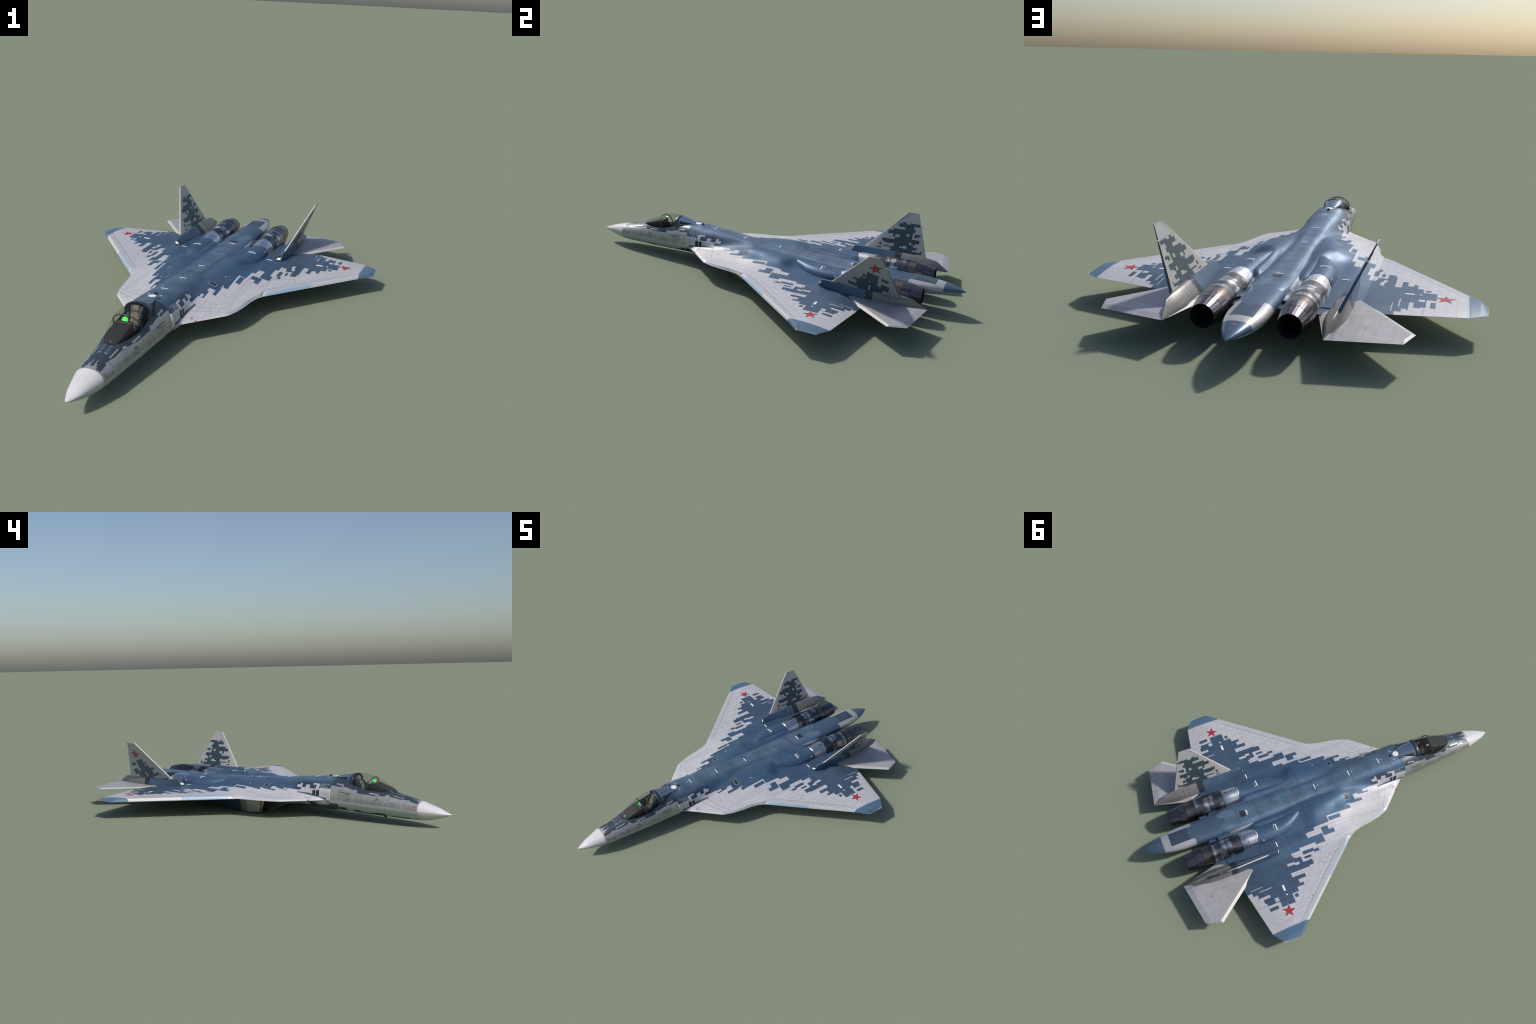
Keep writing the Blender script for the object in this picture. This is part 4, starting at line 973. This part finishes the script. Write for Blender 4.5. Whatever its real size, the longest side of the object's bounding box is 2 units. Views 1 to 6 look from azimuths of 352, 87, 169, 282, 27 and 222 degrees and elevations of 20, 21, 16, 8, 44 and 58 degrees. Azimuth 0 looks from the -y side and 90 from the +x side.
M_trim = plain("pale_trim", (0.40, 0.44, 0.50), 0.2, 0.35)
for sg in (1, -1):
    path = [canopy_pt_full(s, math.radians(lerp(52, 22, (s - .53) / .08)) if sg > 0 else math.pi - math.radians(lerp(52, 22, (s - .53) / .08)), .0006) for s in (.530, .545, .56, .575, .59, .61)]
    hoop("fairing_trim", path, .0011, M_trim, glass_ob)
    path = [canopy_pt_full(s, math.radians(74) if sg > 0 else math.radians(106), .0003) for s in (.536, .555, .575, .595)]
    hoop("fairing_trim", path, .0006, M_frame, glass_ob)

# tub
v = []
tub_st = [.287 + i * .0118 for i in range(21)]
for s in tub_st:
    ts_ = t_sill(s); zs = upper_pt(s, ts_) - .001
    dz = line1d([(.287, .004), (.35, .03), (.40, .058), (.53, .058)])(s)
    for x, z in ((1, 0), (.97, -.25), (.93, -.8), (.85, -1), (0, -1), (-.85, -1), (-.93, -.8), (-.97, -.25), (-1, 0)):
        v.append((ts_ * x, s, zs + dz * z))
tub = make_mesh("cockpit", v, grid_faces(len(tub_st), 9) + [tuple(range((len(tub_st) - 1) * 9, len(tub_st) * 9))])
M_tub = plain("cockpit_black", (0.016, 0.017, 0.020), 0.0, 0.6)
cockpit = add("cockpit", tub, None, (M_tub,), 40)
def box_mesh(name, c, size, rot=0.0, bev=.001):
    bm = bmesh.new(); bmesh.ops.create_cube(bm, size=1.0)
    bmesh.ops.scale(bm, vec=Vector(size), verts=bm.verts)
    if bev: bmesh.ops.bevel(bm, geom=bm.edges[:], offset=bev, segments=2, affect="EDGES")
    bmesh.ops.rotate(bm, matrix=Matrix.Rotation(rot, 3, "X"), verts=bm.verts)
    bmesh.ops.translate(bm, vec=Vector((c[0], c[1] - S0, c[2])), verts=bm.verts)
    me = bpy.data.meshes.new(name); bm.to_mesh(me); bm.free()
    return me
def join(name, meshes):
    bm = bmesh.new()
    for m in meshes: bm.from_mesh(m)
    me = bpy.data.meshes.new(name); bm.to_mesh(me); bm.free()
    for m in meshes: bpy.data.meshes.remove(m)
    return me
M_seat = plain("seat_cushion_tan", (0.22, 0.17, 0.09), 0.0, 0.7)
M_seatb = plain("seat_shell_blue", (0.035, 0.075, 0.11), 0.0, 0.5)
M_strap = plain("harness_grey", (0.10, 0.10, 0.11), 0.0, 0.6)
lean = math.radians(-22)
add("ejection_seat", join("ejection_seat", [box_mesh("a", (0, .492, .172), (.046, .012, .085), lean, .002), box_mesh("b", (.026, .480, .165), (.008, .026, .060), lean), box_mesh("c", (-.026, .480, .165), (.008, .026, .060), lean),
    box_mesh("d", (.021, .507, .207), (.010, .014, .020), lean, .002), box_mesh("e", (-.021, .507, .207), (.010, .014, .020), lean, .002)]), cockpit, (M_seatb,))
add("seat_cushion", join("seat_cushion", [box_mesh("a", (0, .480, .166), (.038, .010, .062), lean, .003), box_mesh("b", (0, .500, .211), (.028, .014, .022), lean, .003), box_mesh("c", (0, .455, .137), (.042, .050, .010), 0, .003),
    box_mesh("d", (.026, .466, .186), (.010, .012, .006), lean), box_mesh("e", (-.026, .466, .186), (.010, .012, .006), lean)]), cockpit, (M_seat,))
for sg in (1, -1):
    hoop("harness_strap", [(sg * .016, .490, .200), (0, .478, .170), (-sg * .016, .460, .146)], .0016, M_strap, cockpit)
# instrument hood and head-up display
hood_v = []
for s, w, zt, zb in ((.291, .020, .1560, .150), (.2985, .029, .1590, .150), (.318, .0335, .1675, .152), (.36, .034, .180, .152), (.400, .035, .1935, .150), (.414, .033, .1930, .150)):
    hood_v += [(w, s, zb), (w * .97, s, zt - .002), (w * .9, s, zt), (-w * .9, s, zt), (-w * .97, s, zt - .002), (-w, s, zb)]
hood = make_mesh("instrument_hood", hood_v, grid_faces(6, 6) + [tuple(range(6)), tuple(range(30, 36))])
M_hood = plain("hood_brown_black", (0.022, 0.020, 0.021), 0.0, 0.55)
add("instrument_hood", hood, cockpit, (M_hood,), 30)
add("hood_trim", join("hood_trim", [box_mesh("a", (0, .3965, .1932), (.066, .003, .0012), 0, .0003)]), cockpit, (M_seat,))
for sg in (1, -1):
    hoop("hood_rail", [(sg * .032, .318, .1665), (sg * .033, .36, .1808), (sg * .034, .40, .1945)], .0012, M_frame, cockpit)
hud = []
for k in range(25):
    a = math.pi * k / 24
    hud.append((.0125 * math.cos(a), .4045 + .0035 * (1 - math.sin(a)) * 0, .1955 + .0145 * math.sin(a) ** .7))
hv = [(x, y + (z - .195) * .45, z) for x, y, z in hud] + [(x, y + (z - .195) * .45 + .001, z) for x, y, z in hud]
hf = [tuple(range(25)), tuple(range(25, 50))] + [(k, k + 1, 26 + k, 25 + k) for k in range(24)]
N = Net("display_green"); N.finish((0.05, 0.80, 0.07), 0.0, 0.4)
N.b.inputs["Emission Color"].default_value = (0.05, 0.9, 0.08, 1); N.b.inputs["Emission Strength"].default_value = 0.45
M_hud = N.m
add("head_up_display", make_mesh("head_up_display", hv, hf), cockpit, (M_hud,), 30)
hoop("display_frame", [(p[0] * 1.15, p[1] + .001, p[2] * 1.0 + .001) for p in hv[:25]], .0011, M_seat, cockpit)

# deck panels that run on aft beside the engines to the tailplane roots
def slab(name, outline, z0, z1):
    n = len(outline)
    v = [(t, s, z1) for t, s in outline] + [(t, s, z0) for t, s in outline]
    return make_mesh(name, v, [tuple(range(n)), tuple(range(n, 2 * n))] + [(i, (i + 1) % n, n + (i + 1) % n, n + i) for i in range(n)])
both("aft_deck", slab("aft_deck", [(.062, 1.72), (.255, 1.72), (.2445, 1.8205), (.200, 1.8205), (.10, 1.812), (.060, 1.805)], .0985, .1085), None, (M_body, M_lower), 30)

# bare-metal fillets between boom and engines
M_fil = plain("bare_metal_fillet", (0.62, 0.62, 0.63), 0.6, 0.3, 0.4)
v = []
for s, q in ((1.548, ((.0705, .1435), (.0740, .1410), (.0790, .1350))), (1.60, ((.0720, .1430), (.0755, .1400), (.0805, .1310))), (1.65, ((.0725, .1415), (.0760, .1370), (.0810, .1250))), (1.684, ((.0725, .1370), (.0755, .1310), (.0795, .1200)))):
    v += [(a, s, b + .0012) for a, b in q] + [(q[1][0], s, q[2][1] - .012)]
both("engine_fillet", make_mesh("engine_fillet", v, grid_faces(4, 4, True) + [(0, 1, 2, 3), (12, 13, 14, 15)]), None, (M_fil,), 40)

# ------------------------------------------------------------------ things laid on the skin
bpy.context.view_layer.update()
def bvh_of(obs):
    vs, ps = [], []
    for o in obs:
        off = len(vs); vs += [v.co.copy() for v in o.data.vertices]
        ps += [tuple(off + i for i in p.vertices) for p in o.data.polygons]
    return BVHTree.FromPolygons(vs, ps)
SKIN = bvh_of([center_ob, forward_ob, boom_ob, *wing_obs, *cowl_obs])
def drop(t, s):
    h = SKIN.ray_cast(Vector((t, s - S0, .5)), Vector((0, 0, -1)))
    return h[0].z if h[0] else .114
def decal(name, rim, mat, parent=None, lift=.0007, rings=4):
    """thin plate following the skin: rim is a closed (t, s) outline around its middle"""
    n = len(rim); c = (sum(p[0] for p in rim) / n, sum(p[1] for p in rim) / n)
    v = [(c[0], c[1], drop(*c) + lift)]; f = []
    for r in range(1, rings + 1):
        for p in rim:
            q = (lerp(c[0], p[0], r / rings), lerp(c[1], p[1], r / rings)); v.append((*q, drop(*q) + lift))
    for k in range(n): f.append((0, 1 + k, 1 + (k + 1) % n))
    for r in range(rings - 1):
        for k in range(n):
            a = 1 + r * n + k; b = 1 + r * n + (k + 1) % n; f.append((a, b, b + n, a + n))
    o = len(v)
    for p in rim: v.append((*p, drop(*p) - .0004))
    for k in range(n):
        a = 1 + (rings - 1) * n + k; b = 1 + (rings - 1) * n + (k + 1) % n; f.append((a, b, o + (k + 1) % n, o + k))
    return add(name, make_mesh(name, v, f), parent, (mat,), 40)
def rect(t, s, wt, ws, n=6):
    c = [(t - wt / 2, s - ws / 2), (t + wt / 2, s - ws / 2), (t + wt / 2, s + ws / 2), (t - wt / 2, s + ws / 2)]
    return [tuple(lerp(a, b, k / n) for a, b in zip(c[i], c[(i + 1) % 4])) for i in range(4) for k in range(n)]
def disc(t, s, r, n=28, k=1.0):
    return [(t + r * math.cos(2 * math.pi * i / n), s + r * k * math.sin(2 * math.pi * i / n)) for i in range(n)]
def star(t, s, r, turn=0.0, n=3):
    c = [(t + r * (1 if i % 2 == 0 else .40) * math.sin(turn + math.pi * i / 5), s + r * (1 if i % 2 == 0 else .40) * math.cos(turn + math.pi * i / 5)) for i in range(10)]
    return [tuple(lerp(a, b, k / n) for a, b in zip(c[i], c[(i + 1) % 10])) for i in range(10) for k in range(n)]

for s in (.7467, .9325, 1.1442, 1.5570):
    decal("light_strip", rect(0, s, .031, .0050), M_white)
    decal("lamp", disc(0 if s < 1.5 else .004, s - (.0190 if s < 1.5 else .0075), .0024, 12), M_white)
decal("equipment_panel", rect(-.0005, 1.580, .037, .032), M_canwin)
decal("antenna_disc", disc(-.001, .6355, .0165, 36), M_white)
for sg in (1, -1):
    decal("antenna_plate", rect(sg * .0275, .6590, .0095, .0085), M_greyd)
    decal("grip_strip", rect(sg * .034, .6225, .012, .012), M_canwin)
    decal("vent_frame", [(sg * a, b) for a, b in rect(.1190, .9985, .0370, .0235)], M_greyd, lift=.0005)
    decal("vent_panel", [(sg * a, b) for a, b in rect(.1190, .9985, .0330, .0195)], M_canwin, lift=.0010)
    decal("lamp", disc(sg * .143, 1.0936, .0026, 12), M_white)
    decal("light_strip", rect(sg * .1505, 1.4400, .0385, .0055), M_white)
    decal("yellow_strip", rect(sg * .149, 1.4545, .022, .0035), M_yellow)
    decal("lamp", disc(sg * .134, 1.4500, .0030, 12), M_white)
    decal("lamp", disc(sg * .193, 1.529, .0030, 12), M_white)
    decal("light_strip", rect(sg * .2350, 1.4710, .029, .0055), M_white)
    decal("light_strip", rect(sg * .4800, 1.5300, .033, .0105), M_white)
    decal("lamp", disc(sg * .5200, 1.5290, .0042, 12), M_white)
    decal("star_border", star(sg * .607, 1.5525, .0405, math.pi), M_line, lift=.0005)
    decal("star_rim", star(sg * .607, 1.5525, .0365, math.pi), M_rim, lift=.0008)
    decal("red_star", star(sg * .607, 1.5525, .0330, math.pi), M_red, lift=.0011)

# stars on the outer faces of the fins, in the fin plane
def fin_star(name, r, lift, mat):
    c = [(1.7705 + r * (1 if i % 2 == 0 else .40) * math.sin(math.radians(-6) + math.pi * i / 5), .1600 + r * (1 if i % 2 == 0 else .40) * math.cos(math.radians(-6) + math.pi * i / 5)) for i in range(10)]
    v = [fin_pt(1.7705, .16, lift)] + [fin_pt(s, h, lift) for s, h in c] + [fin_pt(s, h, .001) for s, h in c]
    f = [(0, 1 + k, 1 + (k + 1) % 10) for k in range(10)] + [(1 + k, 1 + (k + 1) % 10, 11 + (k + 1) % 10, 11 + k) for k in range(10)]
    both(name, make_mesh(name, v, f), None, (mat,), 20, parents=fin_obs)
fin_star("star_rim", .0330, .0042, M_rim)
fin_star("red_star", .0300, .0046, M_red)
# lamp and probes on the trailing edge of each fin
def ball(name, c, r, k=1.0):
    bm = bmesh.new(); bmesh.ops.create_uvsphere(bm, u_segments=20, v_segments=12, radius=r)
    bmesh.ops.scale(bm, vec=Vector((1, 1, k)), verts=bm.verts)
    bmesh.ops.translate(bm, vec=Vector((c[0], c[1] - S0, c[2])), verts=bm.verts)
    me = bpy.data.meshes.new(name); bm.to_mesh(me); bm.free()
    return me
for fo, sg in zip(fin_obs, (1, -1)):
    a = fin_pt(f_te(.176) + .001, .176, 0)
    add("tail_lamp", ball("tail_lamp", (sg * a[0], a[1], a[2]), .0035), fo, (M_white,))
    for h in (.164, .157):
        a = fin_pt(f_te(h) - .004, h, 0); b = fin_pt(f_te(h) + .010, h, 0)
        hoop("static_probe", [(sg * a[0], a[1], a[2]), (sg * b[0], b[1], b[2])], .0007, M_black, fo)
    # black and white baffles inside the scoop at the front of the fairing
for po, sg in zip(fin_obs, (1, -1)):
    q = [Vector((sg * a, s, b)) for a, s, b in ((.2615, 1.4690, .118), (.2775, 1.4822, .1505), (.2945, 1.4960, .1560), (.2875, 1.4722, .118))]
    def at(u, w): return q[0].lerp(q[3], u).lerp(q[1].lerp(q[2], u), w)
    for w0, w1, mat in ((.06, .34, M_dark), (.34, .62, M_white), (.62, .92, M_dark)):
        v = [at(.12, w0), at(.88, w0), at(.88, w1), at(.12, w1)]
        v = [(p.x, p.y - .0008, p.z) for p in v] + [(p.x, p.y + .004, p.z) for p in v]
        add("scoop_baffle", make_mesh("scoop_baffle", v, [(0, 1, 2, 3), (4, 5, 6, 7), (0, 1, 5, 4), (1, 2, 6, 5), (2, 3, 7, 6), (3, 0, 4, 7)]), po, (mat,))
# sensor ball behind the canopy, blade under the nose, orange wing-root lamps
add("sensor_ball", join("sensor_ball", [ball("a", (0, .6650, .2085), .0072), ball("b", (0, .6650, .2055), .0080, .35)]), None, (M_black,))
add("blade_antenna", box_mesh("blade_antenna", (0, .345, .0270), (.004, .014, .012), 0, .001), None, (M_black,))
M_orange = plain("amber_lamp", (0.30, 0.10, 0.03), 0.0, 0.4)
for sg in (1, -1):
    add("root_lamp", ball("root_lamp", (sg * .1630, .7005, .0985), .0045), None, (M_orange,))
# side numbers in outline strokes on the body wall
def side_number(text, s0, z0, height, sg):
    cu = bpy.data.curves.new("side_number", "FONT"); cu.body = text; cu.size = height / .70
    cu.fill_mode = "NONE"; cu.bevel_depth = .00038; cu.bevel_resolution = 1; cu.resolution_u = 4; cu.space_character = 1.05
    tmp = bpy.data.objects.new("side_number", cu); bpy.context.scene.collection.objects.link(tmp)
    dg = bpy.context.evaluated_depsgraph_get(); dg.update()
    me = bpy.data.meshes.new_from_object(tmp.evaluated_get(dg)); bpy.data.objects.remove(tmp)
    w = max(v.co.x for v in me.vertices)
    for v in me.vertices:
        s = s0 - v.co.x / w * .0545; z = z0 + v.co.y
        h = SKIN.ray_cast(Vector((sg * .4, s - S0, z)), Vector((-sg, 0, 0)))
        x = h[0].x if h[0] else sg * .09
        v.co = (x + sg * v.co.z, s - S0, z)
    me.name = "side_number"
    add("side_number", me, center_ob, (M_num,), 40)
for sg in (1, -1):
    side_number("057", .6745, .1583, .0185, sg)
bpy.context.view_layer.update()
